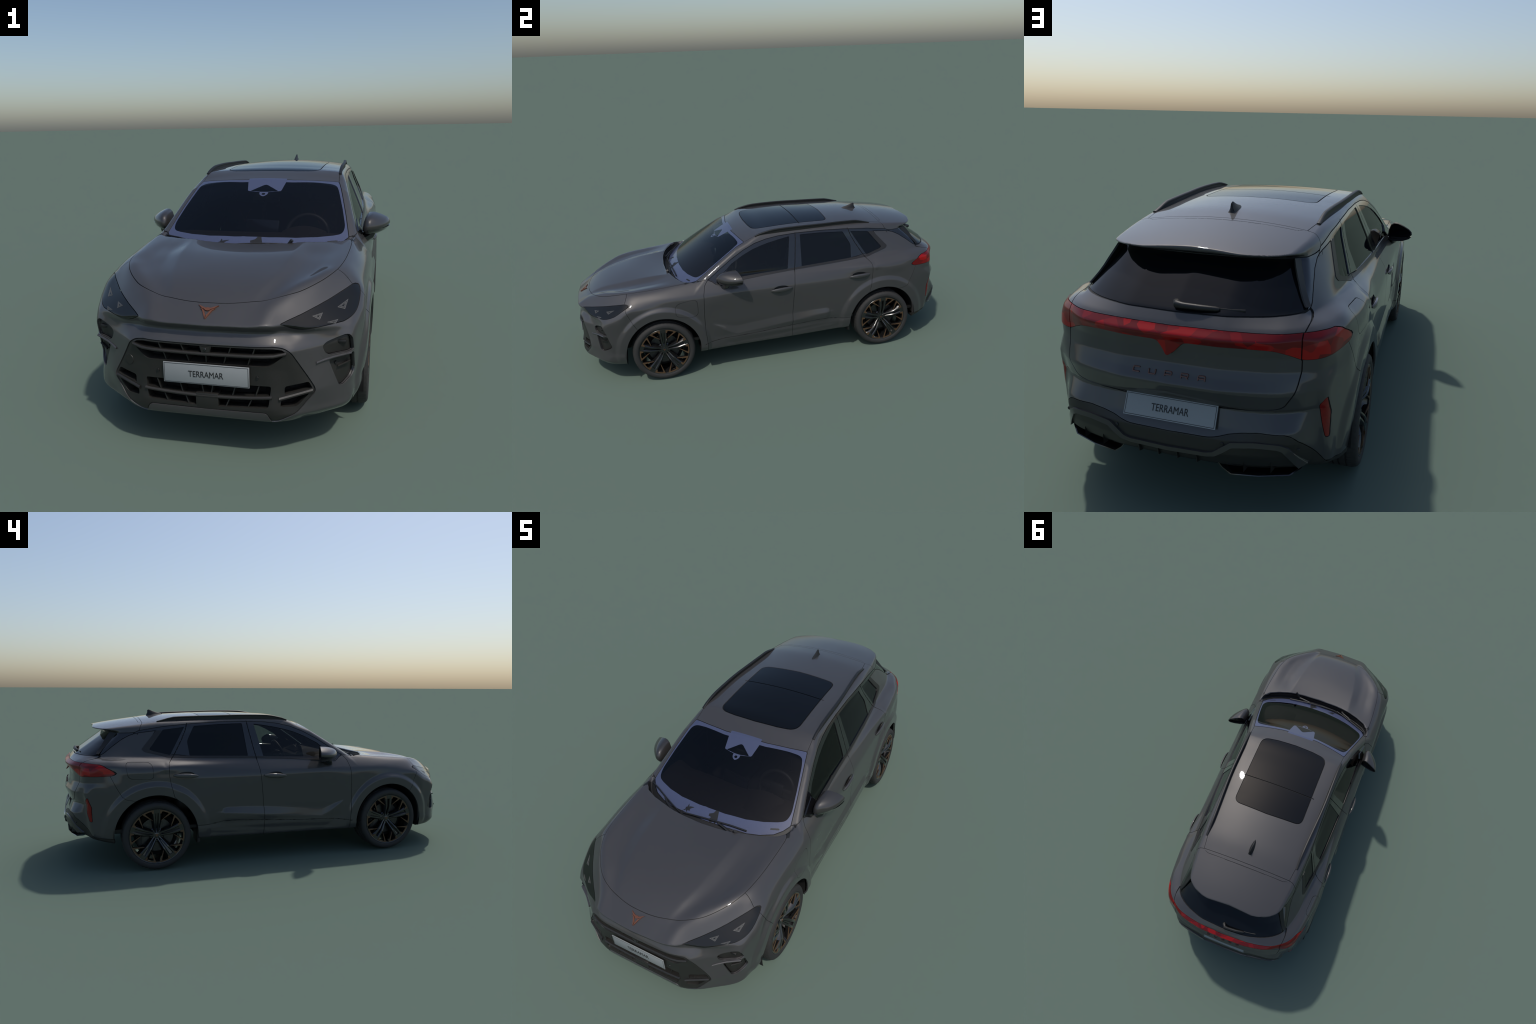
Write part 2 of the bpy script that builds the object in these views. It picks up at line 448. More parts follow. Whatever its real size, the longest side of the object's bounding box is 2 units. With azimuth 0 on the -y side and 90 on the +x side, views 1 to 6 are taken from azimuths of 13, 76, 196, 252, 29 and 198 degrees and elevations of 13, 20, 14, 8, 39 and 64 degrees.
def lamp_material(name):
    """Red lamp lens: bright and dark red facets behind a clear coat."""
    m = bpy.data.materials.new(name); m.use_nodes = True
    nt = m.node_tree; b = nt.nodes['Principled BSDF']
    b.inputs['Roughness'].default_value = .35; b.inputs['Specular IOR Level'].default_value = .15; b.inputs['Coat Weight'].default_value = .45; b.inputs['Coat Roughness'].default_value = .02
    tc = nt.nodes.new('ShaderNodeTexCoord'); mp = nt.nodes.new('ShaderNodeMapping'); mp.inputs['Scale'].default_value = (1, .6, 1.6)
    vo = nt.nodes.new('ShaderNodeTexVoronoi'); vo.inputs['Scale'].default_value = 26
    rp = nt.nodes.new('ShaderNodeValToRGB'); rp.color_ramp.interpolation = 'CONSTANT'
    e = rp.color_ramp.elements; e[0].color = (.14, .003, .004, 1); e[1].position = .45; e[1].color = (.34, .003, .003, 1)  # reds baked from the lamp's sunlit and shaded faces
    x = e.new(.80); x.color = (.21, .004, .005, 1)
    sp = nt.nodes.new('ShaderNodeSeparateColor')
    nt.links.new(tc.outputs['Object'], mp.inputs['Vector']); nt.links.new(mp.outputs['Vector'], vo.inputs['Vector'])
    nt.links.new(vo.outputs['Color'], sp.inputs['Color']); nt.links.new(sp.outputs[0], rp.inputs['Fac'])
    nt.links.new(rp.outputs['Color'], b.inputs['Base Color'])
    return m

M = {}
M['paint'] = material('graphite_paint', (.046, .0442, .0452), rough=.5, metal=.0, spec=.3, coat=1., coat_rough=.015, grain=.06, grain_scale=900)
M['dark_paint'] = material('dark_graphite_paint', (.030, .0282, .0275), rough=.45, metal=.0, spec=.3, coat=1., coat_rough=.03, grain=.08, grain_scale=900)
M['plastic'] = material('dark_plastic', (.020, .019, .017), rough=.45, grain=.2, bump=.15, bump_scale=900)
M['gloss_black'] = material('gloss_black', (.006, .006, .007), rough=.15, coat=1.)
M['satin_black'] = material('satin_black', (.010, .010, .010), rough=.5, grain=.2)
M['void'] = material('shadow_black', (.003, .003, .003), rough=.9, grain=.2)
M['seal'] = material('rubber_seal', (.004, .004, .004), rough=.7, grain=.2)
M['trim'] = material('belt_trim', (.020, .018, .017), rough=.38, grain=.15)
M['frit'] = material('glass_border_print', (.062, .074, .135), rough=.3, coat=.6, grain=.06, grain_scale=200)
M['copper'] = material('copper_metal', (.33, .13, .075), rough=.32, metal=.75, grain=.1)
M['letter_copper'] = material('letter_copper', (.15, .075, .058), rough=.45, metal=.25, grain=.1)  # emblem copper, darkened because the tailgate lettering lies on the shaded rear
M['bronze'] = material('bronze_paint', (.115, .066, .034), rough=.42, metal=.25, grain=.12)
M['rubber'] = material('tyre_rubber', (.030, .029, .028), rough=.75, grain=.2, bump=.2, bump_scale=500)
M['rim'] = material('rim_black', (.010, .010, .010), rough=.22, coat=.8, grain=.1)
M['steel'] = material('brake_steel', (.09, .09, .088), rough=.45, metal=.8, grain=.25, grain_scale=120)
M['plate'] = material('plate_sheet', (.28, .295, .30), rough=.4, grain=.04)
M['ink'] = material('plate_ink', (.012, .012, .013), rough=.5, grain=.1)
M['leather'] = material('seat_leather', (.012, .011, .011), rough=.55, grain=.3, grain_scale=80, bump=.2)
M['dash'] = material('dash_fabric', (.022, .016, .014), rough=.7, grain=.25, grain_scale=120)
M['screen'] = material('display_glass', (.010, .010, .012), rough=.2, coat=1.)
M['red_lamp'] = lamp_material('red_lamp_lens')
M['reflector'] = material('red_reflector', (.22, .004, .004), rough=.35, coat=.4, spec=.2, grain=.25, grain_scale=250)
M['lens'] = material('smoked_lens', (.007, .0075, .007), rough=.06, spec=.45, grain=.2)
M['lamp_inner'] = material('lamp_housing', (.006, .006, .006), rough=.3, coat=.5)
M['led'] = material('lamp_element', (.09, .089, .085), rough=.35, grain=.3, grain_scale=300)
M['windshield'] = glass_material('windshield_glass', (.42, .42, .43))
M['front_glass'] = glass_material('side_glass', (.40, .43, .42))
M['dark_glass'] = material('privacy_glass', (.0035, .0045, .006), rough=.015, spec=.3)
M['mirror_glass'] = material('mirror_glass', (.03, .03, .035), rough=.04, metal=1.)
M['orange'] = material('copper_stitching', (.12, .035, .015), rough=.6)

# ----------------------------------------------------------------------------- object helpers
CAR = bpy.data.objects.new('suv_car', None)
bpy.context.collection.objects.link(CAR)
CAR['label'] = 'Graphite grey compact SUV with copper details and black bronze wheels'
CAR['category'] = 'car'

def link(o, parent=None):
    bpy.context.collection.objects.link(o); o.parent = parent or CAR
    return o

def add_mesh(name, V, F_, mat, parent=None, normals=None, angle=None):
    me = bpy.data.meshes.new(name)
    me.from_pydata([tuple(map(float, v)) for v in V], [], [tuple(int(i) for i in f) for f in F_]); me.update()
    for mm in (mat if isinstance(mat, (list, tuple)) else [mat]): me.materials.append(mm)
    o = bpy.data.objects.new(name, me); link(o, parent)
    if normals is not None:
        me.shade_smooth(); me.normals_split_custom_set(normals)
    elif angle is not None:
        smooth_by_angle(me, angle)
    return o

def smooth_by_angle(me, angle):
    bm = bmesh.new(); bm.from_mesh(me)
    bmesh.ops.recalc_face_normals(bm, faces=bm.faces)
    for f in bm.faces: f.smooth = True
    for e in bm.edges:
        e.smooth = not (len(e.link_faces) == 2 and e.calc_face_angle(0) > math.radians(angle))
    bm.to_mesh(me); bm.free()

def from_bm(bm, name, mat, parent=None, angle=35, loc=None):
    me = bpy.data.meshes.new(name); bm.to_mesh(me); bm.free()
    me.materials.append(mat); smooth_by_angle(me, angle)
    o = bpy.data.objects.new(name, me); link(o, parent)
    return o

def box(name, lo, hi, mat, parent=None, bevel=.0, angle=35, segs=2):
    bm = bmesh.new(); bmesh.ops.create_cube(bm, size=1)
    lo, hi = np.array(lo, float), np.array(hi, float)
    for v in bm.verts: v.co = Vector((lo+hi)/2+np.array(v.co)*(hi-lo))
    if bevel: bmesh.ops.bevel(bm, geom=bm.edges[:], offset=bevel, segments=segs, affect='EDGES', profile=.5)
    return from_bm(bm, name, mat, parent, angle)

def prism(name, outline, to3d, depth_vec, mat, parent=None, bevel=0., angle=35):
    """Extruded polygon: outline 2D points mapped by to3d(a, b) and pushed along depth_vec."""
    bm = bmesh.new()
    top = [bm.verts.new(Vector(to3d(*p))) for p in outline]
    bot = [bm.verts.new(v.co+Vector(depth_vec)) for v in top]
    f = bm.faces.new(top); bm.faces.new(bot[::-1])
    n = len(top)
    for i in range(n): bm.faces.new((top[i], bot[i], bot[(i+1) % n], top[(i+1) % n]))
    if bevel:
        bmesh.ops.bevel(bm, geom=[e for e in f.edges], offset=bevel, segments=2, affect='EDGES')
    return from_bm(bm, name, mat, parent, angle)

def sweep(name, pts, widths, mat, parent=None, up=(0, 0, 1), n=8, power=2.5, angle=40, closed_ends=True):
    """Tube along a polyline; widths = list of (half width sideways, half height along up)."""
    P = np.array(pts, float); T_ = np.gradient(P, axis=0); T_ /= np.linalg.norm(T_, axis=1, keepdims=True)
    up = np.array(up, float); V, F_ = [], []
    for p, t, (a, b) in zip(P, T_, widths):
        s = np.cross(t, up); s /= np.linalg.norm(s); u = np.cross(s, t)
        for k in range(n):
            c, d = math.cos(2*math.pi*(k+.5)/n), math.sin(2*math.pi*(k+.5)/n)
            V.append(p+s*a*np.sign(c)*abs(c)**(2/power)+u*b*np.sign(d)*abs(d)**(2/power))
    for i in range(len(P)-1):
        for k in range(n):
            F_.append((i*n+k, i*n+(k+1) % n, (i+1)*n+(k+1) % n, (i+1)*n+k))
    if closed_ends:
        F_.append(tuple(range(n))[::-1]); F_.append(tuple((len(P)-1)*n+k for k in range(n)))
    return add_mesh(name, V, F_, mat, parent, angle=angle)

def lathe(name, profile, mat, parent=None, segs=96, angle=35, closed=False):
    """Revolve (radius, x) profile about the x axis."""
    V, F_ = [], []; n = len(profile)
    for i in range(segs):
        a = 2*math.pi*i/segs
        for r, x in profile: V.append((x, r*math.cos(a), r*math.sin(a)))
    for i in range(segs):
        j = (i+1) % segs
        for k in range(n if closed else n-1):
            l = (k+1) % n
            F_.append((i*n+k, j*n+k, j*n+l, i*n+l))
    return add_mesh(name, V, F_, mat, parent, angle=angle)

def mirrored(o, name=None):
    """Copy of an object reflected to the other side of the car."""
    me = o.data.copy(); me.transform(Matrix.Scale(-1, 4, (1, 0, 0))); me.flip_normals()
    c = bpy.data.objects.new(name or o.name.split('.')[0], me); link(c, o.parent)
    return c

# ----------------------------------------------------------------------------- carve the panels
V0, Q0 = mesh_body(.0045)
V0 = project_to_body(V0)
S = Shell(V0, Q0)

def arch(yc, r, y0, y1):
    a = np.linspace(math.pi, 0, 40)
    top = [(yc+r*math.cos(t), AXZ+r*math.sin(t)) for t in a]
    return np.array([(y0, .0)]+[(y0, .12)]+top+[(y1, .12), (y1, .0)])
S.carve('hole', 'side', arch(AXF, .186, AXF-.190, AXF+.183), lambda x, y, z: x > .20)
S.carve('hole', 'side', arch(AXR, .190, AXR-.196, AXR+.184), lambda x, y, z: x > .20)

# windshield: see-through field inside a printed border
SENSOR_TRI = fillet([(-.06, -.231), (-.048, -.231, .004), (0, -.192, .012), (.053, -.231, .004)])
S.carve('windshield', 'top', fillet([(-.053, -.2305, .003), (0, -.191, .012), (.053, -.2305, .003), (0, -.2375, .02)]))
S.carve('windshield', 'top', spline_loop([(.007*math.cos(a), -.2475+.0055*math.sin(a)) for a in np.linspace(0, 2*math.pi, 9)[:-1]]))
S.carve('windshield_border', 'top', fillet([(-.073, -.15), (-.073, -.175), (-.063, -.2285, .006), (-.030, -.2355), (-.016, -.237), (-.016, -.250, .012), (0, -.263, .012), (.016, -.250, .012), (.016, -.237), (.030, -.2355), (.063, -.2285, .006), (.073, -.175), (.073, -.15)]))
NOTCH_A = [(.0215, -.4515), (.0345, -.4515), (.044, -.484), (.040, -.497), (.030, -.493), (.018, -.499), (.006, -.492), (.013, -.480), (-.001, -.478), (.0005, -.470), (.016, -.463)]
NOTCH_B = [(.103, -.457), (.0985, -.468), (.072, -.466), (.089, -.476), (.087, -.486), (.097, -.482), (.098, -.492), (.106, -.484), (.125, -.495), (.110, -.480), (.112, -.474), (.105, -.471)]
NOTCH_C = fillet([(.253, -.432, .004), (.287, -.419, .004), (.289, -.425, .004), (.255, -.438, .004)])
S.carve('notch_left', 'top', NOTCH_A); S.carve('notch_right', 'top', NOTCH_B); S.carve('notch_left', 'top', NOTCH_C)
CLEAR = [(-.1, -.4515), (0, -.4525), (.06, -.452), (.15, -.442), (.22, -.424), (.27, -.404), (.300, -.388, .02), (.308, -.355, .02), (.292, -.275), (.270, -.182, .02), (.256, -.155, .025), (.20, -.160), (.10, -.1745), (0, -.179), (-.1, -.1745)]
S.carve('windshield', 'top', fillet(CLEAR))
GLASS = [(-.1, -.496), (0, -.498), (.076, -.495), (.173, -.484), (.225, -.469), (.274, -.446), (.302, -.421), (.3215, -.394, .006), (.305, -.305), (.286, -.215), (.2665, -.130, .004), (.20, -.1445), (.10, -.1605), (0, -.1655), (-.1, -.1605)]
S.carve('windshield_border', 'top', fillet(GLASS), gap=.003)

# roof glass in two panes
def round_rect(x0, x1, y0, y1, r): return fillet([(x0, y0, r), (x1, y0, r), (x1, y1, r), (x0, y1, r)])
S.carve('gap', 'top', [(-.05, .189), (.20, .1885), (.20, .1925), (-.05, .193)], lambda x, y, z: z > .6)
S.carve('roof_glass', 'top', fillet([(-.2, -.075), (0, -.0745), (.10, -.070), (.184, -.058, .04), (.184, .350, .035), (0, .358), (-.2, .358)]), lambda x, y, z: z > .6, gap=.004)

# side windows
FRONT_PANE = [(-.283, .499), (-.243, .529), (-.21, .556), (-.146, .590), (-.093, .612), (-.041, .6265), (.006, .6365), (.059, .6455), (.109, .6525, .004), (.078, .5005, .003), (-.05, .4955), (-.16, .4905), (-.26, .482)]
REAR_PANE = [(.167, .655, .003), (.28, .653), (.403, .6455, .004), (.440, .578, .01), (.433, .512, .003), (.30, .5085), (.155, .504, .003)]
QUARTER_PANE = [(.447, .6425, .003), (.547, .6305, .004), (.616, .544, .006), (.60, .5365), (.523, .5165, .003)]
S.carve('front_pane', 'side', fillet(FRONT_PANE), gap=0)
S.carve('rear_pane', 'side', fillet(REAR_PANE), gap=0)
S.carve('quarter_pane', 'side', fillet(QUARTER_PANE), gap=0)
S.carve('gap', 'side', line_poly([(.112, .482), (.115, .496), (.122, .53), (.130, .58), (.137, .62), (.1435, .668)], .0035))
S.carve('gap', 'side', line_poly([(.520, .50), (.508, .512), (.465, .584), (.445, .625), (.4335, .660)], .0035))
BELT_LOW = [(-.30, .468), (-.204, .4735), (-.055, .4835), (.115, .4925), (.278, .4975), (.413, .5015), (.536, .508), (.638, .5345)]
BELT = [(y, z) for y, z in BELT_LOW]+[(.6505, .546, .006), (.578, .6275), (.551, .6275), (.6175, .5445, .008), (.60, .5365), (.523, .5165), (.433, .5115), (.278, .5075), (.155, .5035), (.078, .500), (-.055, .495), (-.16, .490), (-.24, .4845), (-.30, .478)]
S.carve('belt_trim', 'side', fillet(BELT), gap=0)
DLO = [(-.335, .492), (-.272, .5345), (-.208, .5755), (-.143, .6105), (-.079, .6365), (-.015, .651), (.048, .6585), (.143, .6625), (.28, .662), (.405, .6565), (.547, .644), (.658, .6265), (.680, .6145), (.655, .6195), (.578, .6285), (.62, .57), (.60, .532), (.40, .508), (-.20, .480), (-.30, .470, .01), (-.318, .485)]
S.carve('window_frame', 'side', fillet(DLO), gap=.0025)

# rear window, its black side panels
RGLASS = [(-.1, .5195), (0, .5195), (.165, .5195), (.215, .5195), (.259, .5205), (.285, .5215, .006), (.270, .541), (.261, .557), (.240, .60), (.232, .617), (0, .621), (-.1, .621)]
S.carve('rear_window', 'rear', fillet(RGLASS), gap=.003)
S.carve('rear_quarter_trim', 'side', fillet([(.655, .6215), (.680, .6145), (.700, .608), (.734, .591), (.776, .562), (.818, .5295, .012), (.836, .5215, .008), (.86, .5195), (.93, .53), (.93, .60), (.85, .617), (.80, .6205), (.74, .6165), (.70, .6165)]), gap=.0025)

# tail lamps
LAMP_TOP = [(0, .4925), (.122, .4935), (.203, .492), (.292, .4905), (.327, .489), (.349, .4862), (.3625, .479, .006), (.3715, .4665), (.377, .4555), (.3795, .4475, .002)]
LAMP_LOW = [(.378, .4385, .003), (.367, .435), (.33, .4335), (.293, .4325, .012), (.262, .448, .02), (.235, .4585, .02), (.142, .459), (.044, .4575), (.031, .455, .01), (.005, .4285, .008), (0, .4265)]
S.carve('gap', 'rear', [(.2915, .4315), (.2945, .4315), (.2945, .4905), (.2915, .4905)], lambda x, y, z: (y > .85))
S.carve('tail_lamp', 'rear', fillet([(-.05, .4925)]+LAMP_TOP+LAMP_LOW+[(-.05, .4265)]), lambda x, y, z: y > .72, gap=.0013)
S.carve('rear_reflector', 'rear', fillet([(.3500, .339, .004), (.3330, .318, .006), (.3475, .233, .006), (.3545, .231, .004), (.3560, .295)]), lambda x, y, z: y > .80, gap=.0015)

# rear valance and tailgate
VALANCE = [(-.05, .244), (0, .244), (.107, .2445, .02), (.145, .2565), (.175, .2625), (.212, .2665), (.270, .265), (.286, .2595, .02), (.304, .238), (.339, .178), (.356, .150), (.37, .10), (.37, .02), (-.05, .02)]
S.carve('rear_valance', 'rear', fillet(VALANCE), lambda x, y, z: y > .82, gap=.0015)
S.carve('rear_valance', 'side', [(.69, .05), (.69, .150), (.787, .1535), (.856, .158), (.90, .170), (.93, .182), (1.1, .182), (1.1, .05)], lambda x, y, z: (y > .66) & (x > .22), gap=.0015)
GATE = [(-.05, .54), (.27, .54), (.287, .5205), (.2995, .506), (.2935, .489), (.2935, .432), (.2935, .407), (.289, .379), (.285, .362, .03), (.264, .330), (.253, .3215, .02), (.181, .3125), (0, .3035), (-.05, .3035)]
S.carve('tailgate', 'rear', fillet(GATE), lambda x, y, z: y > .80, gap=.0028)

# nose: grille mask with openings, lamps, corner intakes
UP_OPEN = [(-.05, .3065), (.172, .3085), (.198, .3045, .008), (.2085, .2935, .006), (.166, .2595, .012), (-.05, .2595)]
LOW_OPEN = [(-.05, .204), (.170, .2075, .006), (.163, .150, .008), (-.05, .138)]
SLOT_A = [(.2035, .2055, .004), (.262, .2135, .006), (.2715, .1955, .006), (.2035, .1835, .003)]
SLOT_B = [(.1955, .171, .004), (.266, .1835, .006), (.233, .1505, .008), (.1935, .1535, .003)]
for o in (UP_OPEN, LOW_OPEN, SLOT_A, SLOT_B):
    S.carve('hole', 'front', fillet(o))
MASK = [(-.05, .3095), (.172, .3125), (.199, .3075, .02), (.217, .296, .01), (.247, .244), (.277, .194, .012), (.275, .183, .006), (.2315, .1345, .02), (.185, .112, .01), (.172, .112), (.160, .137, .01), (-.05, .1345)]
S.carve('grille_mask', 'front', fillet(MASK), gap=.0022)
HEAD = [(.192, .368), (.240, .3815), (.304, .4025), (.360, .4235, .008), (.3735, .4165, .006), (.378, .402, .012), (.376, .385), (.3725, .371, .01), (.3615, .360, .02), (.342, .3535), (.297, .351), (.240, .346, .02), (.217, .353)]
S.carve('headlight_lens', 'front', fillet(HEAD), gap=.0018)
VENT_A = [(.293, .297, .004), (.300, .3055, .006), (.347, .321), (.358, .3205, .010), (.365, .309), (.368, .2745, .004), (.311, .272, .008), (.2995, .281, .004)]
VENT_B = [(.309, .2575, .005), (.368, .2665, .003), (.3705, .208, .015), (.362, .195), (.344, .183, .006), (.335, .186, .005)]
for o in (VENT_A, VENT_B): S.carve('intake', 'front', fillet(o), gap=.0015)

# hood, cowl
HOOD = [(-.05, -.9355, .04), (.05, -.9335, .03), (.109, -.922, .03), (.17, -.904, .03), (.219, -.876, .03), (.262, -.830, .03), (.296, -.780, .03), (.317, -.725, .04), (.329, -.646, .05), (.335, -.541, .05), (.3365, -.471), (.333, -.449, .01), (.3215, -.4405, .01)]
S.carve('hood', 'top', fillet(HOOD+[(x, y-.0005) for x, y in zip(HEX[-3::-1], HEY[-3::-1])]+[(-.05, -.5295)]), lambda x, y, z: z > .36, gap=.0018)
S.carve('cowl', 'top', [(-.05, -.60), (.2, -.60), (.345, -.45), (.332, -.412), (.318, -.38), (-.05, -.38)], lambda x, y, z: (z > .40) & (z < .52))

# spoiler with its brake lamp line, roof skin
S.carve('gap', 'top', line_poly([(-.05, .6535), (.10, .6525), (.205, .6515), (.221, .6425)], .002), lambda x, y, z: z > .6)
S.carve('rear_spoiler', 'top', [(-.05, .6375), (.10, .637), (.229, .637), (.250, .641), (.268, .652), (.282, .672), (.292, .70), (.292, .92), (-.05, .92)], lambda x, y, z: z > .608, gap=.002)
S.carve('roof', 'top', [(-.05, -.20), (.2655, -.20), (.2655, -.128), (.262, -.06), (.256, .10), (.250, .40), (.240, .56), (.229, .640), (-.05, .640)], lambda x, y, z: z > .60, gap=.0018)

# flaps, doors, fenders, bumpers
CHARGE = fillet([(-.514, .402, .03), (-.404, .419, .028), (-.404, .326, .028), (-.470, .3325, .03), (-.514, .346, .02)])
FUEL = fillet([(.729, .4945, .022), (.613, .4895, .022), (.606, .4185, .022), (.718, .4225, .022)])
S.carve('charge_flap', 'side', CHARGE); S.carve('charge_gap', 'side', CHARGE+np.sign(CHARGE-CHARGE.mean(0))*.0012)
S.carve('fuel_flap', 'side', FUEL); S.carve('fuel_gap', 'side', FUEL+np.sign(FUEL-FUEL.mean(0))*.0012)
HANDLES = [(.0315, .414), (.461, .4305)]
for yc, zc in HANDLES:
    S.carve('handle_pocket', 'side', spline_loop([(yc-.040, zc+.002), (yc-.018, zc+.0135), (yc+.020, zc+.0125), (yc+.040, zc), (yc+.020, zc-.0125), (yc-.018, zc-.0125)]))
SILL = [(-.379, .166), (-.266, .181), (-.10, .187), (.085, .1985), (.245, .2075), (.285, .206), (.347, .1945), (.42, .194)]
S.carve('gap', 'side', line_poly(SILL, .0022), lambda x, y, z: x > .3)
B_LINE = [(.087, .05), (.086, .129), (.084, .154), (.085, .226), (.088, .274), (.096, .366), (.105, .446), (.115, .496)]
FDOOR = [(-.332, .4965), (-.345, .484), (-.357, .470), (-.367, .431), (-.372, .346), (-.372, .244), (-.366, .165), (-.362, .05)]+B_LINE
S.carve('front_door', 'side', FDOOR, lambda x, y, z: x > .28, gap=.0022)
RDOOR = B_LINE[::-1]+[(.405, .05), (.42, .20), (.45, .27), (.516, .334), (.528, .384), (.536, .435), (.536, .471), (.533, .484), (.508, .511)]
S.carve('rear_door', 'side', RDOOR, lambda x, y, z: x > .28, gap=.0020)
S.carve('front_bumper', 'side', [(-1.1, 0), (-.70, 0), (-.70, .290), (-.731, .343), (-.752, .392), (-.7535, .425), (-.7385, .456), (-.72, .50), (-1.1, .50)], lambda x, y, z: y < -.68, gap=.0016)
S.carve('rear_bumper', 'side', [(.69, 0), (.69, .3235), (.728, .330), (.748, .344), (.772, .386), (.797, .438), (.85, .455), (1.1, .455), (1.1, 0)], lambda x, y, z: y > .66, gap=.0016)
S.carve('front_fender', 'side', [(-.90, .0), (-.35, .0), (-.3315, .4975), (-.362, .491), (-.394, .4835), (-.43, .52), (-.90, .52)], lambda x, y, z: x > .20, gap=.0014)
S.rest('body_side')
SN = body_normals(S.V)
print('shell', len(S.V), len(S.F))

def region(names, side=1, swap=None):
    """Triangles of the named regions for one side."""
    ids = [S.names.index(n) for n in names if n in S.names]
    return np.isin(S.lab, ids)

def shell_part(name, labels, mat, sides=(1, -1), depth=.0, flange=.006, joined=True, parent=None, lift=None):
    """Make mesh objects of regions: pushed in by depth, with rims folded inwards by flange.
    Centre panels are joined over the middle plane; side panels become one object per side."""
    objs = []
    built = []
    for sd in sides:
        lab = labels(sd) if callable(labels) else labels
        m = region(lab); Fm = S.F[m]
        if not len(Fm): continue
        u, inv = np.unique(Fm, return_inverse=True); Ft = inv.reshape(-1, 3)
        P = S.V[u].copy(); N = SN[u]
        off = np.full(len(P), -depth)
        if lift is not None: off = off+lift(P)
        P = P+N*off[:, None]; P[np.abs(S.V[u][:, 0]) < 1e-6, 0] = 0
        V = [P]; Fs = Ft; LN = N[Ft.reshape(-1)]
        if flange:
            E = np.concatenate([Ft[:, [0, 1]], Ft[:, [1, 2]], Ft[:, [2, 0]]])
            k = np.sort(E, 1); key = k[:, 0].astype(np.int64)*10**7+k[:, 1]
            uq, first, cnt = np.unique(key, return_index=True, return_counts=True)
            B = E[first[cnt == 1]]
            B = B[~((np.abs(P[B[:, 0], 0]) < 1e-5) & (np.abs(P[B[:, 1], 0]) < 1e-5))]
            if len(B):
                a, b = P[B[:, 0]], P[B[:, 1]]
                c, d = b-N[B[:, 1]]*flange, a-N[B[:, 0]]*flange
                n0 = len(P); nb = len(B); q = np.arange(nb)
                V += [a, b, c, d]
                # winding: outside of the rim faces away from the panel
                f1 = np.stack([n0+nb+q, n0+q, n0+3*nb+q], 1); f2 = np.stack([n0+nb+q, n0+3*nb+q, n0+2*nb+q], 1)
                fn = np.cross(a-b, d-b); fn /= np.maximum(np.linalg.norm(fn, axis=1, keepdims=True), 1e-12)
                # soften the first edge a little so panel edges catch light
                ea = fn*.8+N[B[:, 0]]*.2; eb = fn*.8+N[B[:, 1]]*.2
                Fs = np.concatenate([Fs, f1, f2])
                LN = np.concatenate([LN, np.stack([eb, ea, fn], 1).reshape(-1, 3), np.stack([eb, fn, fn], 1).reshape(-1, 3)])
        V = np.concatenate(V)
        if sd < 0:
            V = V*[-1, 1, 1]; Fs = Fs[:, ::-1]
            LN = (LN.reshape(-1, 3, 3)[:, ::-1]*[-1, 1, 1]).reshape(-1, 3)
        built.append((V, Fs, LN))
    if joined and len(built) == 2:
        (V1, F1, L1), (V2, F2, L2) = built
        built = [(np.concatenate([V1, V2]), np.concatenate([F1, F2+len(V1)]), np.concatenate([L1, L2]))]
    for V, Fs, LN in built:
        me = bpy.data.meshes.new(name)
        me.vertices.add(len(V)); me.vertices.foreach_set('co', V.astype(np.float32).ravel())
        me.loops.add(len(Fs)*3); me.loops.foreach_set('vertex_index', Fs.astype(np.int32).ravel())
        me.polygons.add(len(Fs)); me.polygons.foreach_set('loop_start', np.arange(0, len(Fs)*3, 3, dtype=np.int32))
        me.update(calc_edges=True)
        me.shade_smooth()
        LN = LN/np.maximum(np.linalg.norm(LN, axis=1, keepdims=True), 1e-9)
        me.normals_split_custom_set(LN.tolist())
        if joined:
            bm = bmesh.new(); bm.from_mesh(me)
            bm.free()
        me.materials.append(mat)
        o = bpy.data.objects.new(name, me); link(o, parent); objs.append(o)
    return objs

# ----------------------------------------------------------------------------- body panels
def both(base, left=(), right=()):
    return lambda sd: list(base)+list(left if sd > 0 else right)

shell_part('hood', ['hood'], M['paint'], flange=.012)
shell_part('roof', ['roof'], M['paint'])
shell_part('rear_spoiler', ['rear_spoiler'], M['paint'])
shell_part('tailgate', ['tailgate'], M['paint'], flange=.010)
shell_part('front_bumper', ['front_bumper'], M['paint'], flange=.010)
shell_part('rear_bumper', ['rear_bumper'], M['paint'], flange=.010)
shell_part('front_fender', both(['front_fender'], (), ('charge_flap', 'charge_gap')), M['paint'], joined=False)
shell_part('body_side', both(['body_side'], ('fuel_flap', 'fuel_gap')), M['paint'], joined=False)
shell_part('front_door', ['front_door'], M['paint'], joined=False)
shell_part('rear_door', ['rear_door'], M['paint'], joined=False)
shell_part('charging_flap', ['charge_flap'], M['paint'], sides=(1,), joined=False, flange=.004)
shell_part('fuel_flap', ['fuel_flap'], M['paint'], sides=(-1,), joined=False, flange=.004)
shell_part('shut_line_seal', both(['gap'], ('charge_gap',), ('fuel_gap',)), M['seal'], depth=.0035, flange=0)  # sunken near-black strip along the panel gaps
shell_part('windshield', ['windshield'], M['windshield'], flange=0)
shell_part('windshield_border', both(['windshield_border'], ('notch_right',), ('notch_left',)), M['frit'], flange=0)
shell_part('border_cutout', both([], ('notch_left',), ('notch_right',)), M['satin_black'], flange=0)
shell_part('roof_glass', ['roof_glass'], M['dark_glass'], flange=.006)
shell_part('front_window', ['front_pane'], M['front_glass'], joined=False, depth=.003, flange=0)
shell_part('rear_side_window', ['rear_pane'], M['dark_glass'], joined=False, depth=.003, flange=0)
shell_part('quarter_window', ['quarter_pane'], M['dark_glass'], joined=False, depth=.003, flange=0)
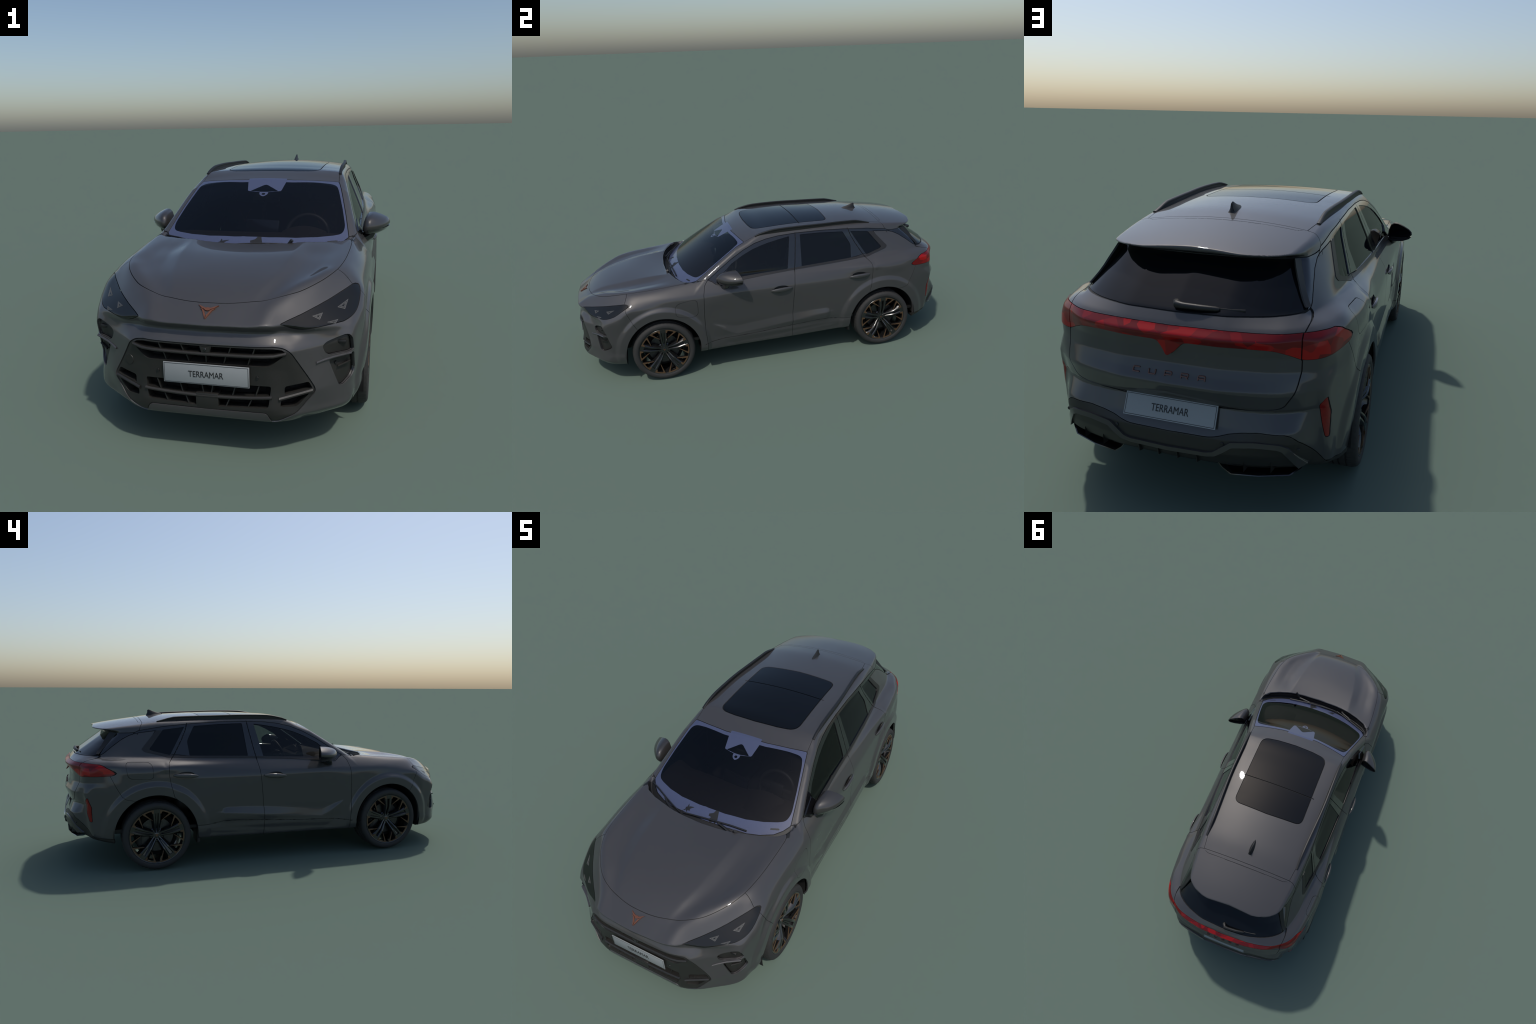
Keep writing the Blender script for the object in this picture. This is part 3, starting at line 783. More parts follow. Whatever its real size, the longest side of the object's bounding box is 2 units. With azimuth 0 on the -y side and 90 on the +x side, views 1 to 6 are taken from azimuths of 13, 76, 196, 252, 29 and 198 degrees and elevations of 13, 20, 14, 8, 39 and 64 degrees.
shell_part('window_frame', ['window_frame'], M['gloss_black'], joined=False, flange=.008)
shell_part('belt_trim', ['belt_trim'], M['trim'], joined=False, flange=.008, lift=lambda P: np.full(len(P), .0015))
shell_part('rear_window', ['rear_window'], M['dark_glass'], flange=.004, depth=.002)
shell_part('rear_quarter_trim', ['rear_quarter_trim'], M['gloss_black'], joined=False)
shell_part('tail_lamp', ['tail_lamp'], M['red_lamp'], lift=lambda P: .001+.015*np.clip((.4575-P[:, 2])/.03, 0, 1)*np.clip(1.15-np.abs(P[:, 0])/.035, 0, 1))
shell_part('rear_reflector', ['rear_reflector'], M['reflector'], joined=False, depth=.001)
shell_part('rear_valance', ['rear_valance'], M['plastic'], flange=.010)
shell_part('grille_mask', ['grille_mask'], M['plastic'], flange=.030, depth=.002)
shell_part('headlight_lens', ['headlight_lens'], M['lens'], joined=False, flange=0)
shell_part('corner_intake', ['intake'], M['plastic'], joined=False, depth=.010, flange=0)
shell_part('cowl_panel', ['cowl'], M['satin_black'], flange=0)
shell_part('handle_recess', ['handle_pocket'], M['satin_black'], joined=False, depth=.008, flange=0)  # body-coloured pocket blackened to paint in the shadow inside it

def f1(S_, a, b): return float(S_(np.array([abs(a) if S_ is not W else a], float), np.array([b], float))[0])

# ----------------------------------------------------------------------------- underside, wheel wells
FLOOR = [(-.30, -.88), (.30, -.88), (.335, -.80), (.20, -.79), (.20, -.38), (.365, -.36), (.365, .38), (.20, .40), (.20, .79), (.30, .80), (-.30, .80), (-.20, .79), (-.20, .40), (-.365, .38), (-.365, -.36), (-.20, -.38), (-.20, -.79), (-.335, -.80)]
prism('underbody', FLOOR, lambda a, b: (a, b, .155), (0, 0, -.020), M['void'])
for yc, r in ((AXF, .190), (AXR, .194)):
    prof = [(t, x) for t, x in ((.02, .205), (r, .205), (r, .394))]
    V_, F_ = [], []
    angs = np.radians(np.linspace(-12, 194, 50)) if yc < 0 else np.radians(np.linspace(-1, 188, 50))
    for a in angs:
        for rr, x in prof: V_.append((x, yc+rr*math.cos(a), AXZ+rr*math.sin(a)))
    for i in range(len(angs)-1):
        for k in range(2): F_.append((i*3+k, i*3+k+1, i*3+k+4, i*3+k+3))
    o = add_mesh('wheel_arch_liner', V_, F_, M['void'], angle=40); mirrored(o)
    # mud guard behind the wheel
    if yc < 0: continue
    o = prism('mud_flap', [(yc-.186, .108), (yc-.200, .112), (yc-.200, .20), (yc-.190, .20)],
              lambda a, b: (.388, a, b), (-.10, 0, 0), M['satin_black'], bevel=.003); mirrored(o)

# ----------------------------------------------------------------------------- wheels
def wheel_disc():
    """Black rim: barrel, hub and five twin-rib spokes; axis +x points outwards."""
    V_, F_ = [], []
    def add(vs, fs):
        n = len(V_); V_.extend(vs); F_.extend([tuple(n+i for i in f) for f in fs])
    seg = 90
    prof = [(.1225, .0550), (.1255, .0560), (.1268, .0545), (.1265, .050), (.1200, .049), (.1165, .040), (.1150, .010), (.1150, -.050), (.1225, -.052)]
    n = len(prof)
    add([(x, r*math.cos(2*math.pi*i/seg), r*math.sin(2*math.pi*i/seg)) for i in range(seg) for r, x in prof],
        [(i*n+k, ((i+1) % seg)*n+k, ((i+1) % seg)*n+k+1, i*n+k+1) for i in range(seg) for k in range(n-1)])
    hub = [(.0, .0315), (.012, .0315), (.016, .031), (.024, .028), (.034, .021), (.036, .0), (.036, -.03)]
    n = len(hub)
    add([(x, r*math.cos(2*math.pi*i/seg), r*math.sin(2*math.pi*i/seg)) for i in range(seg) for r, x in hub],
        [(i*n+k, ((i+1) % seg)*n+k, ((i+1) % seg)*n+k+1, i*n+k+1) for i in range(seg) for k in range(n-1)])
    rs = [.010, .022, .035, .05, .065, .08, .095, .108, .1185]
    for sp in range(5):
        th = math.pi/2+sp*2*math.pi/5
        ur, ut = np.array([math.cos(th), math.sin(th)]), np.array([-math.sin(th), math.cos(th)])
        for sg in (-1, 1):
            ring = []
            for r in rs:
                t = (r-.01)/.1085
                off = sg*(.0050+.0090*t**.9); w = .0046+.0020*t; wo = w*(1.0+.5*t)
                top = .0315+.0235*float(sstep(.006, .078, r))
                dep = .017+.006*math.sin(math.pi*t)
                # crown leans to the outside; outer flank is wide and sloped
                sec = [(off-w*.8, top-dep), (off-w, top-.0035), (off-w*.5, top), (off+w*.5, top), (off+w, top-.0035), (off+w*.8, top-dep)]
                if sg > 0: sec[-1] = (off+wo*1.9, top-dep); sec[-2] = (off+w*1.15, top-.004)
                else: sec[0] = (off-wo*1.9, top-dep); sec[1] = (off-w*1.15, top-.004)
                ring.append([(x, *(ur*r+ut*q)) for q, x in sec])
            m = len(ring[0])
            add([p for q in ring for p in q], [(i*m+k, (i+1)*m+k, (i+1)*m+(k+1) % m, i*m+(k+1) % m) for i in range(len(rs)-1) for k in range(m)]+[tuple(range(m)), tuple((len(rs)-1)*m+k for k in range(m))])
        # recessed web between the twin ribs and the pad at the rim
        q = [[(x-.0, *(ur*r+ut*s_*(.004+.0085*((r-.01)/.1085)))) for s_ in (-1, 1)] for r, x in ((.02, .020), (.06, .034), (.118, .046))]
        add([p for a in q for p in a], [(0, 1, 3, 2), (2, 3, 5, 4)])
        pad = []
        for r, x in ((.1065, .042), (.1065, .0535), (.1245, .0555), (.1245, .042)):
            for a_ in np.radians([-7.5, -2.5, 2.5, 7.5]):
                pad.append((x, r*math.cos(th+a_), r*math.sin(th+a_)))
        add(pad, [(i*4+k, i*4+k+1, i*4+k+5, i*4+k+4) for i in range(3) for k in range(3)])
        # lug hole bosses
        for s_ in (36,):
            a_ = th+math.radians(s_); c = np.array([math.cos(a_), math.sin(a_)])*.026
            add([(.0255+.004*(k == 1), c[0]+.0042*math.cos(j*math.pi/4)*(1-.25*(k == 1)), c[1]+.0042*math.sin(j*math.pi/4)*(1-.25*(k == 1))) for k in (0, 1) for j in range(8)],
                [(j, (j+1) % 8, 8+(j+1) % 8, 8+j) for j in range(8)]+[tuple(range(8, 16))])
    return V_, F_

def polar(r, deg): return (r*math.cos(math.radians(deg)), r*math.sin(math.radians(deg)))

def bracket_mesh(name, sgn, mat, lift, depth):
    """Bracket that starts at the spoke, runs along the rim and folds back to the spoke as a thin blade."""
    outer = [(.106, 7.4), (.1228, 6.8), (.1228, 15), (.1228, 21), (.1228, 27), (.1228, 32.8), (.0765, 16.4)]
    inner = [(.106, 10.4), (.1170, 12.0), (.1174, 16), (.1174, 21), (.1174, 25.6), (.1150, 27.2), (.0745, 13.8)]
    bm = bmesh.new()
    def vert(r, a, dx):
        y, z = polar(r, 90-sgn*a)
        return bm.verts.new((.0545-.004*max(0., (.10-r)/.03)+lift+dx, y, z))
    T1 = [[vert(r, a, 0) for r, a in L] for L in (outer, inner)]; T0 = [[vert(r, a, -depth) for r, a in L] for L in (outer, inner)]
    n = len(outer)
    for i in range(n-1):
        bm.faces.new((T1[0][i], T1[0][i+1], T1[1][i+1], T1[1][i])); bm.faces.new((T0[0][i], T0[1][i], T0[1][i+1], T0[0][i+1]))
        for k in (0, 1): bm.faces.new((T1[k][i], T0[k][i], T0[k][i+1], T1[k][i+1]))
    for i in (0, n-1): bm.faces.new((T1[0][i], T1[1][i], T0[1][i], T0[0][i]))
    me = bpy.data.meshes.new(name); bm.to_mesh(me); bm.free(); me.materials.append(mat); smooth_by_angle(me, 25)
    return me

def tyre_mesh():
    prof = [(.121, .046), (.1262, .0535), (.130, .0568), (.135, .0583), (.141, .0585), (.147, .0570), (.1515, .0535), (.1545, .0480), (.1563, .040), (.1567, .031), (.1535, .0302), (.1535, .0265), (.1570, .0257), (.1572, .011), (.154, .0102), (.154, .0065), (.1572, .0057)]
    prof = prof+[(r, -x) for r, x in prof[::-1]]
    seg = 216; n = len(prof); V_ = []
    for i in range(seg):
        a = 2*math.pi*i/seg
        cut = i % 4 == 0
        for k, (r, x) in enumerate(prof):
            if cut and .030 < abs(x) < .053 and r > .148: r -= .0013
            V_.append((x, r*math.cos(a), r*math.sin(a)))
    F_ = [(i*n+k, ((i+1) % seg)*n+k, ((i+1) % seg)*n+k+1, i*n+k+1) for i in range(seg) for k in range(n-1)]
    me = bpy.data.meshes.new('tyre'); me.from_pydata(V_, [], F_); me.update(); me.materials.append(M['rubber']); smooth_by_angle(me, 28)
    return me

wv, wf = wheel_disc()
ME_RIM = bpy.data.meshes.new('wheel'); ME_RIM.from_pydata([tuple(map(float, v)) for v in wv], [], wf); ME_RIM.update(); ME_RIM.materials.append(M['rim']); smooth_by_angle(ME_RIM, 40)
ME_TYRE = tyre_mesh()
ME_BR = [bracket_mesh('bronze_bracket', s, M['bronze'], .0012, .0028) for s in (1, -1)]
ME_BK = [bracket_mesh('bracket_core', s, M['rim'], -.0012, .012) for s in (1, -1)]

def lathe_mesh(name, profile, mat, segs=64):
    o = lathe(name, profile, mat, segs=segs); me = o.data; bpy.data.objects.remove(o); return me
ME_DISC = lathe_mesh('brake_disc', [(.030, .014), (.078, .014), (.0785, .012), (.0785, .002), (.078, .0), (.030, .0)], M['steel'])
ME_SHIELD = lathe_mesh('brake_shield', [(.02, -.004), (.100, -.004), (.101, -.012)], M['void'])
ME_CAP = lathe_mesh('wheel_cap', [(.0, .0345), (.009, .0342), (.0125, .033), (.0135, .030)], M['gloss_black'], 40)
bm = bmesh.new(); bmesh.ops.create_cube(bm, size=1)
for v in bm.verts: v.co = Vector((.002+v.co.x*.034, .074+v.co.y*.030, .012+v.co.z*.075))
bmesh.ops.bevel(bm, geom=bm.edges[:], offset=.006, segments=2, affect='EDGES')
ME_CAL = bpy.data.meshes.new('brake_caliper'); bm.to_mesh(ME_CAL); bm.free(); ME_CAL.materials.append(M['satin_black']); smooth_by_angle(ME_CAL, 35)
# emblem on the wheel cap: copper winged triangle
def emblem_pieces():
    up = [(.0245, .0185), (.006, .0100), (0, .0115), (0, .0020), (.0050, .0034), (.0090, .0070), (.0140, .0082)]
    leg = [(.0010, -.0205), (.0124, .0036), (.0182, .0086), (.0110, .0062), (.0066, .0020), (.0036, -.0055), (.0010, -.0105)]
    out = []
    for p in (up, leg):
        out += [p, [(-a, b) for a, b in p]]
    return out
bm = bmesh.new()
for pc_ in emblem_pieces():
    vs = [bm.verts.new((.0352, a*.26, b*.26)) for a, b in pc_]; vb = [bm.verts.new((.0335, a*.26, b*.26)) for a, b in pc_]
    bm.faces.new(vs)
    for i in range(len(vs)): bm.faces.new((vs[i], vs[(i+1) % len(vs)], vb[(i+1) % len(vs)], vb[i]))
ME_EMB = bpy.data.meshes.new('cap_emblem'); bm.to_mesh(ME_EMB); bm.free(); ME_EMB.materials.append(M['copper']); smooth_by_angle(ME_EMB, 30)

for yc in (AXF, AXR):
    for sd in (1, -1):
        w = bpy.data.objects.new('wheel', ME_RIM); link(w)
        w.location = (sd*.3465, yc, RTYRE)
        if sd < 0: w.rotation_euler = (0, 0, math.pi)
        def child(name, me, rot=0.):
            o = bpy.data.objects.new(name, me); link(o, w); o.rotation_euler = (rot, 0, 0); return o
        child('tyre', ME_TYRE); child('brake_disc', ME_DISC); child('brake_shield', ME_SHIELD); child('wheel_cap', ME_CAP); child('cap_emblem', ME_EMB); child('brake_caliper', ME_CAL, 0 if sd > 0 else math.pi)
        for k in range(5):
            for s in (0, 1):
                child('bronze_bracket', ME_BR[s], k*2*math.pi/5); child('bracket_core', ME_BK[s], k*2*math.pi/5)

# ----------------------------------------------------------------------------- grille, number plates, badges
def bar_front(name, pts, h, proud, deep, mat, parent=None):
    """Horizontal slat following the nose: list of (x, z); half height h."""
    V_, F_ = [], []
    for x, z in pts:
        y = f1(F, x, z)
        for dy, dz in ((-proud+.004, h), (-proud, h*.3), (-proud, -h*.4), (-proud+.004, -h), (deep, -h*.6), (deep, h*.6)):
            V_.append((x, y+dy, z+dz))
    n = 6
    for i in range(len(pts)-1):
        for k in range(n): F_.append((i*n+k, (i+1)*n+k, (i+1)*n+(k+1) % n, i*n+(k+1) % n))
    F_ += [tuple(range(n)), tuple((len(pts)-1)*n+k for k in range(n))]
    return add_mesh(name, V_, F_, mat, parent, angle=30)

def arc_pts(x0, x1, zf, n=15): return [(x, zf(abs(x))) for x in np.linspace(x0, x1, n)]
bar_front('grille_slat', arc_pts(-.207, .207, lambda x: .2855+.004*(x/.2)**2+(.004 if x > .19 else 0)), .0042, .004, .03, M['plastic'])
bar_front('grille_slat', arc_pts(-.172, .172, lambda x: .1685+.009*(x/.172)**2), .0045, .003, .03, M['plastic'])
for sx in (1, -1):
    bar_front('intake_slat', [(sx*x, z) for x, z in ((.190, .1735), (.21, .177), (.24, .183), (.272, .1895))], .0048, .004, .02, M['plastic'])
def fin(x0, z0, x1, z1, w=.0016):
    y0, y1 = f1(F, x0, z0), f1(F, x1, z1)
    V_ = [(x0-w, y0+.004, z0), (x0+w, y0+.004, z0), (x0+w*2, y0+.035, z0), (x0-w*2, y0+.035, z0), (x1-w, y1+.004, z1), (x1+w, y1+.004, z1), (x1+w*2, y1+.035, z1), (x1-w*2, y1+.035, z1)]
    add_mesh('grille_fin', V_, [(0, 1, 5, 4), (1, 2, 6, 5), (2, 3, 7, 6), (3, 0, 4, 7), (0, 3, 2, 1), (4, 5, 6, 7)], M['plastic'], angle=20)
for sx in (1, -1):
    for a, b in ((.067, .060), (.129, .122)): fin(sx*a, .308, sx*b, .288)
    for a, b in ((.054, .047), (.117, .110)): fin(sx*a, .284, sx*b, .261)
    for a, b in ((.016, .010), (.077, .067), (.138, .127)): fin(sx*a, .205, sx*b, .172)
    for a, b in ((.060, .049), (.118, .106)): fin(sx*a, .166, sx*b, .140)
fin(0, .284, 0, .261)
# dark core behind the openings
V_, F_ = [], []
xs_ = np.linspace(-.27, .27, 19)
for x in xs_:
    for z in (.125, .32): V_.append((x, f1(F, x, .25)+.034, z))
F_ = [(2*i, 2*i+2, 2*i+3, 2*i+1) for i in range(len(xs_)-1)]
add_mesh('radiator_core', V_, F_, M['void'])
box('radar_cover', (-.031, -.990, .131), (.031, -.955, .177), M['plastic'], bevel=.003)
prism('camera_housing', [(-.0165, .308), (.0165, .308), (.010, .2855), (-.010, .2855)], lambda a, b: (a, -.990, b), (0, .03, 0), M['plastic'], bevel=.002)
o = lathe('front_camera', [(.0, .0), (.003, .0), (.004, -.001), (.004, -.006)], M['gloss_black'], segs=20); o.rotation_euler = (0, 0, -math.pi/2); o.location = (0, -.9925, .2985)
for sx in (1, -1):
    for x, z in ((.134, .229),):
        o = lathe('parking_sensor', [(.0, .0015), (.004, .0015), (.0046, .0005), (.0046, -.006)], M['satin_black'], segs=20)
        o.rotation_euler = (0, 0, -math.pi/2); o.location = (sx*x, f1(F, x, z)+.001, z)
o = lathe('tow_eye_cover', [(.0, .0004), (.0135, .0004), (.0142, -.0006), (.0142, -.004)], M['plastic'], segs=32)
o.rotation_euler = (0, 0, -math.pi/2-.35); o.location = (-.223, f1(F, .223, .245)+.0012, .245)

def text_mesh(s, name, mat, width, height, place, parent=None, depth=.0008, stretch=None):
    cu = bpy.data.curves.new(name, 'FONT'); cu.body = s; cu.size = 1; cu.extrude = .5; cu.align_x = 'CENTER'
    tmp = bpy.data.objects.new(name, cu); bpy.context.collection.objects.link(tmp)
    dg = bpy.context.evaluated_depsgraph_get(); me = bpy.data.meshes.new_from_object(tmp.evaluated_get(dg))
    bpy.data.objects.remove(tmp); bpy.data.curves.remove(cu)
    P = np.array([v.co for v in me.vertices]); lo, hi = P.min(0), P.max(0)
    P = (P-(lo+hi)/2)/np.maximum(hi-lo, 1e-9)*[width, height, depth]
    for v, p in zip(me.vertices, P): v.co = Vector(place(*p))
    me.materials.clear(); me.materials.append(mat); me.update()
    o = bpy.data.objects.new(name, me); link(o, parent); return o

pl = box('number_plate', (-.1155, -.9925, .202), (.1155, -.9895, .2585), M['plate'], bevel=.001)
def plate_frame(c, u, v, n, hw, hh, parent):
    """thin printed border line"""
    c, u, v, n = map(np.array, (c, u, v, n)); V_, F_ = [], []
    for s_ in (1., 1-.0011/hh):
        k = (hw-(1-s_)*hh, hh*s_)
        for a, b in ((-1, -1), (1, -1), (1, 1), (-1, 1)): V_.append(c+u*a*k[0]+v*b*k[1]+n*.0004)
    for i in range(4): F_.append((i, (i+1) % 4, 4+(i+1) % 4, 4+i))
    add_mesh('plate_border', V_, F_, M['ink'], parent)
plate_frame((0, -.9925, .23025), (1, 0, 0), (0, 0, 1), (0, -1, 0), .113, .0262, pl)
text_mesh('TERRAMAR', 'plate_text', M['ink'], .094, .0165, lambda a, b, d: (a, -.9928-d, .2300+b), pl)
# rear plate leans with the recess
rc = np.array([0, .9745, .2875]); rv = np.array([0, -.0195, .0430]); rv /= np.linalg.norm(rv); rn = np.array([0, rv[2], -rv[1]])
V_ = []
for d in (.0, .003):
    for a, b in ((-1, -1), (1, -1), (1, 1), (-1, 1)): V_.append(rc+np.array([1, 0, 0])*a*.1155+rv*b*.0262+rn*(d+.003))
pr = add_mesh('number_plate', V_, [(0, 1, 2, 3), (4, 5, 6, 7), (0, 1, 5, 4), (1, 2, 6, 5), (2, 3, 7, 6), (3, 0, 4, 7)], M['plate'], angle=20)
plate_frame(rc+rn*.006, (1, 0, 0), rv, rn, .113, .0240, pr)
text_mesh('TERRAMAR', 'plate_text', M['ink'], .094, .0165, lambda a, b, d: tuple(rc+np.array([-1, 0, 0])*a+rv*b+rn*(.0065+d)), pr)
# lettering across the tailgate
STROKES = {'C': [[(1, 1), (.08, 1), (0, .85), (0, .15), (.08, 0), (1, 0)]], 'U': [[(0, 1), (0, .15), (.08, 0), (.92, 0), (1, .15), (1, 1)]],
           'P': [[(0, 0), (0, 1), (.92, 1), (1, .85), (1, .5), (.92, .38), (0, .38)]],
           'R': [[(0, 0), (0, 1), (.92, 1), (1, .85), (1, .55), (.92, .42), (0, .42)], [(.62, .42), (1, 0)]],
           'A': [[(0, 0), (0, .85), (.08, 1), (.92, 1), (1, .85), (1, 0)], [(0, .40), (1, .40)]]}
def stroke_letter(ch, xc, zc, w_, h_, t):
    bm = bmesh.new()
    for path in STROKES[ch]:
        P_ = [np.array([(a-.5)*w_, (b-.5)*h_]) for a, b in path]
        out = line_poly(P_, t); n = len(out); m = n//2
        top, bot = [], []
        for a, b in out:
            x, z = xc-a, zc+b; y = f1(R, x, z)
            top.append(bm.verts.new((x, y+.0030, z))); bot.append(bm.verts.new((x, y-.001, z)))
        for k in range(m-1):
            bm.faces.new((top[k], top[k+1], top[n-2-k], top[n-1-k]))
        for k in range(n): bm.faces.new((top[k], top[(k+1) % n], bot[(k+1) % n], bot[k]))
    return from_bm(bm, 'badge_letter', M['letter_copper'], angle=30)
for i, ch in enumerate('CUPRA'):
    stroke_letter(ch, .0805-i*.0403, .3815, .0165, .0095, .0021)
# copper emblem on the nose
for pc_ in emblem_pieces():
    bm = bmesh.new(); top, bot = [], []
    for a, b in pc_:
        a, b = a*1.12, b*1.22
        y = -.9615+b*.80
        z = f1(T, a, y)
        top.append(bm.verts.new((a, y-.0022, z+.0028))); bot.append(bm.verts.new((a, y+.001, z-.001)))
    bm.faces.new(top)
    for i in range(len(top)): bm.faces.new((top[i], top[(i+1) % len(top)], bot[(i+1) % len(top)], bot[i]))
    from_bm(bm, 'nose_emblem', M['copper'], angle=25)

# ----------------------------------------------------------------------------- headlights, corner intakes
def behind_lens(x, z, depth):
    p = project_to_body(np.array([[x, f1(F, x, z), z]])); n = body_normals(p)
    return (p-n*depth)[0]
for tri_ in (((.329, .3925), (.353, .4015), (.348, .3845)), ((.270, .3845), (.295, .3875), (.289, .3735)), ((.306, .3655), (.334, .3685), (.326, .3555))):
    c = np.mean(tri_, 0); V_ = []; F_ = []
    for k, (s_, dy) in enumerate(((1., .001), (1., -.0006), (.74, -.0006), (.70, .0004), (.62, .0004), (.58, -.0006), (.36, -.0006), (.32, .0004), (.0, .0004))):
        for a, b in tri_:
            q = c+(np.array([a, b])-c)*s_; V_.append(behind_lens(q[0], q[1], dy))
    for k in range(8):
        for j in range(3): F_.append((k*3+j, k*3+(j+1) % 3, k*3+3+(j+1) % 3, k*3+3+j))
    mirrored(add_mesh('lamp_element', V_, F_, M['led'], angle=20))
for sx in (1, -1):
    V_, F_ = [], []
    o = box('sensor_pod', (sx*.338-.012, f1(F, .338, .297)+.006, .295), (sx*.338+.012, f1(F, .338, .297)+.025, .307), M['satin_black'], bevel=.004)
    o = lathe('parking_sensor', [(.0, .003), (.0035, .003), (.0045, .001), (.0045, -.008)], M['satin_black'], segs=20)
    o.rotation_euler = (0, 0, -math.pi/2+sx*.5); o.location = (sx*.323, f1(F, .323, .244)+.012, .244)
    bar_front('intake_blade', [(sx*x, z) for x, z in ((.279, .2575), (.295, .261), (.32, .2645), (.345, .2675), (.364, .2695))], .0030, .005, .012, M['paint'])
    bar_front('intake_blade', [(sx*x, z) for x, z in ((.330, .235), (.345, .239), (.360, .2435))], .0025, -.002, .014, M['plastic'])

# ----------------------------------------------------------------------------- rear: exhaust surrounds, fins, wiper
BAND_OUT = [(0, .209), (.095, .2105), (.112, .2145), (.130, .2275), (.152, .2425), (.205, .2480), (.262, .2455), (.279, .2365), (.298, .206), (.3145, .1775)]
BAND_IN = [(0, .197), (.095, .1985), (.118, .2035), (.137, .2160), (.156, .2295), (.205, .2350), (.256, .2325), (.267, .2265), (.284, .199), (.299, .1745)]
INLAY = [(0, .181), (.095, .182), (.120, .183), (.135, .184), (.156, .1845), (.205, .185), (.250, .1845), (.266, .184), (.285, .182), (.297, .1735)]
SLOT = [(.118, .1835), (.126, .1715), (.147, .1535), (.212, .1525), (.281, .155), (.303, .1665), (.3085, .1755), (.297, .1815), (.250, .1815), (.156, .1815)]
def rear_diffuser(sx):
    """Raised band that climbs over the tailpipe zone, sloping inlay below it, slot with frame and blades."""
    rows = []
    for path, dz, dy in ((BAND_OUT, .001, -.006), (BAND_OUT, 0, .005), (BAND_IN, .002, .0075), (BAND_IN, 0, .005), (BAND_IN, -.001, -.004), (INLAY, 0, None)):
        L = []
        for k, (x, z) in enumerate(path):
            off = dy if dy is not None else (-.016 if x < .11 else -.024)
            L.append((sx*x, f1(R, x, max(z, .195))+off, z+dz))
        rows.append(L)
    n = len(BAND_OUT); V_ = [p for L in rows for p in L]
    quad = lambda i, k: (i*n+k, i*n+k+1, (i+1)*n+k+1, (i+1)*n+k)
    o = add_mesh('diffuser_band', V_, [quad(i, k) for i in range(4) for k in range(n-1)], M['dark_paint'], angle=30)  # body paint in shade, its dimming put into a darker base colour
    add_mesh('diffuser_inlay', V_[4*n:], [quad(0, k) for k in range(n-1)], M['plastic'], o, angle=30)
    c = np.array([.212, .169]); loops = []
    for s_, dy in ((1., -.03), (1., -.004), (.97, .0), (.90, -.001), (.86, -.006), (.84, -.03)):
        L = []
        for x, z in SLOT:
            q = c+(np.array([x, z])-c)*np.array([1-(1-s_)*.45, 1-(1-s_)*1.6]); L.append((sx*q[0], f1(R, x, .2)-.006+dy, q[1]))
        loops.append(L)
    m = len(SLOT); V_ = [p for L in loops for p in L]
    add_mesh('exhaust_slot', V_, [(i*m+k, i*m+(k+1) % m, (i+1)*m+(k+1) % m, (i+1)*m+k) for i in range(len(loops)-1) for k in range(m)], M['gloss_black'], o, angle=30)
    add_mesh('exhaust_cavity', V_[-m:], [tuple(range(m))], M['void'], o)
    for x in (.180, .240):
        yy = f1(R, x, .2)
        V_ = [(sx*x-.0015, yy-.008, .222), (sx*x+.0015, yy-.008, .222), (sx*x, yy-.002, .215), (sx*x-.006, yy-.03, .168), (sx*x+.006, yy-.03, .168), (sx*x, yy-.001, .1665), (sx*x-.004, yy-.024, .19), (sx*x+.004, yy-.024, .19)]
        add_mesh('diffuser_blade', V_, [(0, 2, 5, 3), (2, 1, 4, 5), (3, 5, 4), (0, 1, 2)], M['plastic'], o, angle=20)
    for k in range(3):
        z = .1775-.0045*k
        sweep('slot_louvre', [(sx*x, f1(R, x, .2)-.014-.004*k, z) for x in (.132, .18, .23, .292)], [(.0015, .0012)]*4, M['satin_black'], o, n=6)
for sx in (1, -1): rear_diffuser(sx)
for x in (-.122, -.073, -.024, .024, .073, .122)[1:5]:
    V_ = [(x-.003, .955, .190), (x+.003, .955, .190), (x+.001, 1.0, .198), (x-.001, 1.0, .198), (x-.003, .955, .166), (x+.003, .955, .166), (x+.001, .997, .180), (x-.001, .997, .180)]
    add_mesh('diffuser_fin', V_, [(0, 1, 2, 3), (7, 6, 5, 4), (0, 3, 7, 4), (1, 5, 6, 2), (2, 6, 7, 3)], M['plastic'], angle=20)
for sx in (1, -1):
    for x, z in ((.133, .235), (.297, .225)):
        o = lathe('parking_sensor', [(.0, .002), (.0035, .002), (.0046, .0005), (.0046, -.006)], M['satin_black'], segs=20)
        o.rotation_euler = (0, 0, math.pi/2-sx*.2); o.location = (sx*x, f1(R, x, z)+.0005, z)
sweep('rear_wiper', [(.006, .913, .5285), (.004, .925, .5335), (-.004, .938, .5325), (-.02, .940, .5315), (-.06, .9365, .530), (-.095, .930, .5285), (-.103, .928, .528)], [(.004, .004), (.008, .007), (.009, .009), (.0075, .0075), (.007, .007), (.0065, .006), (.004, .004)], M['satin_black'], n=12, power=2.2)
sweep('wiper_blade', [(-.10, .925, .5275), (-.13, .921, .5265), (-.16, .9155, .5265)], [(.0022, .0028), (.002, .0025), (.0025, .003)], M['satin_black'], n=8)

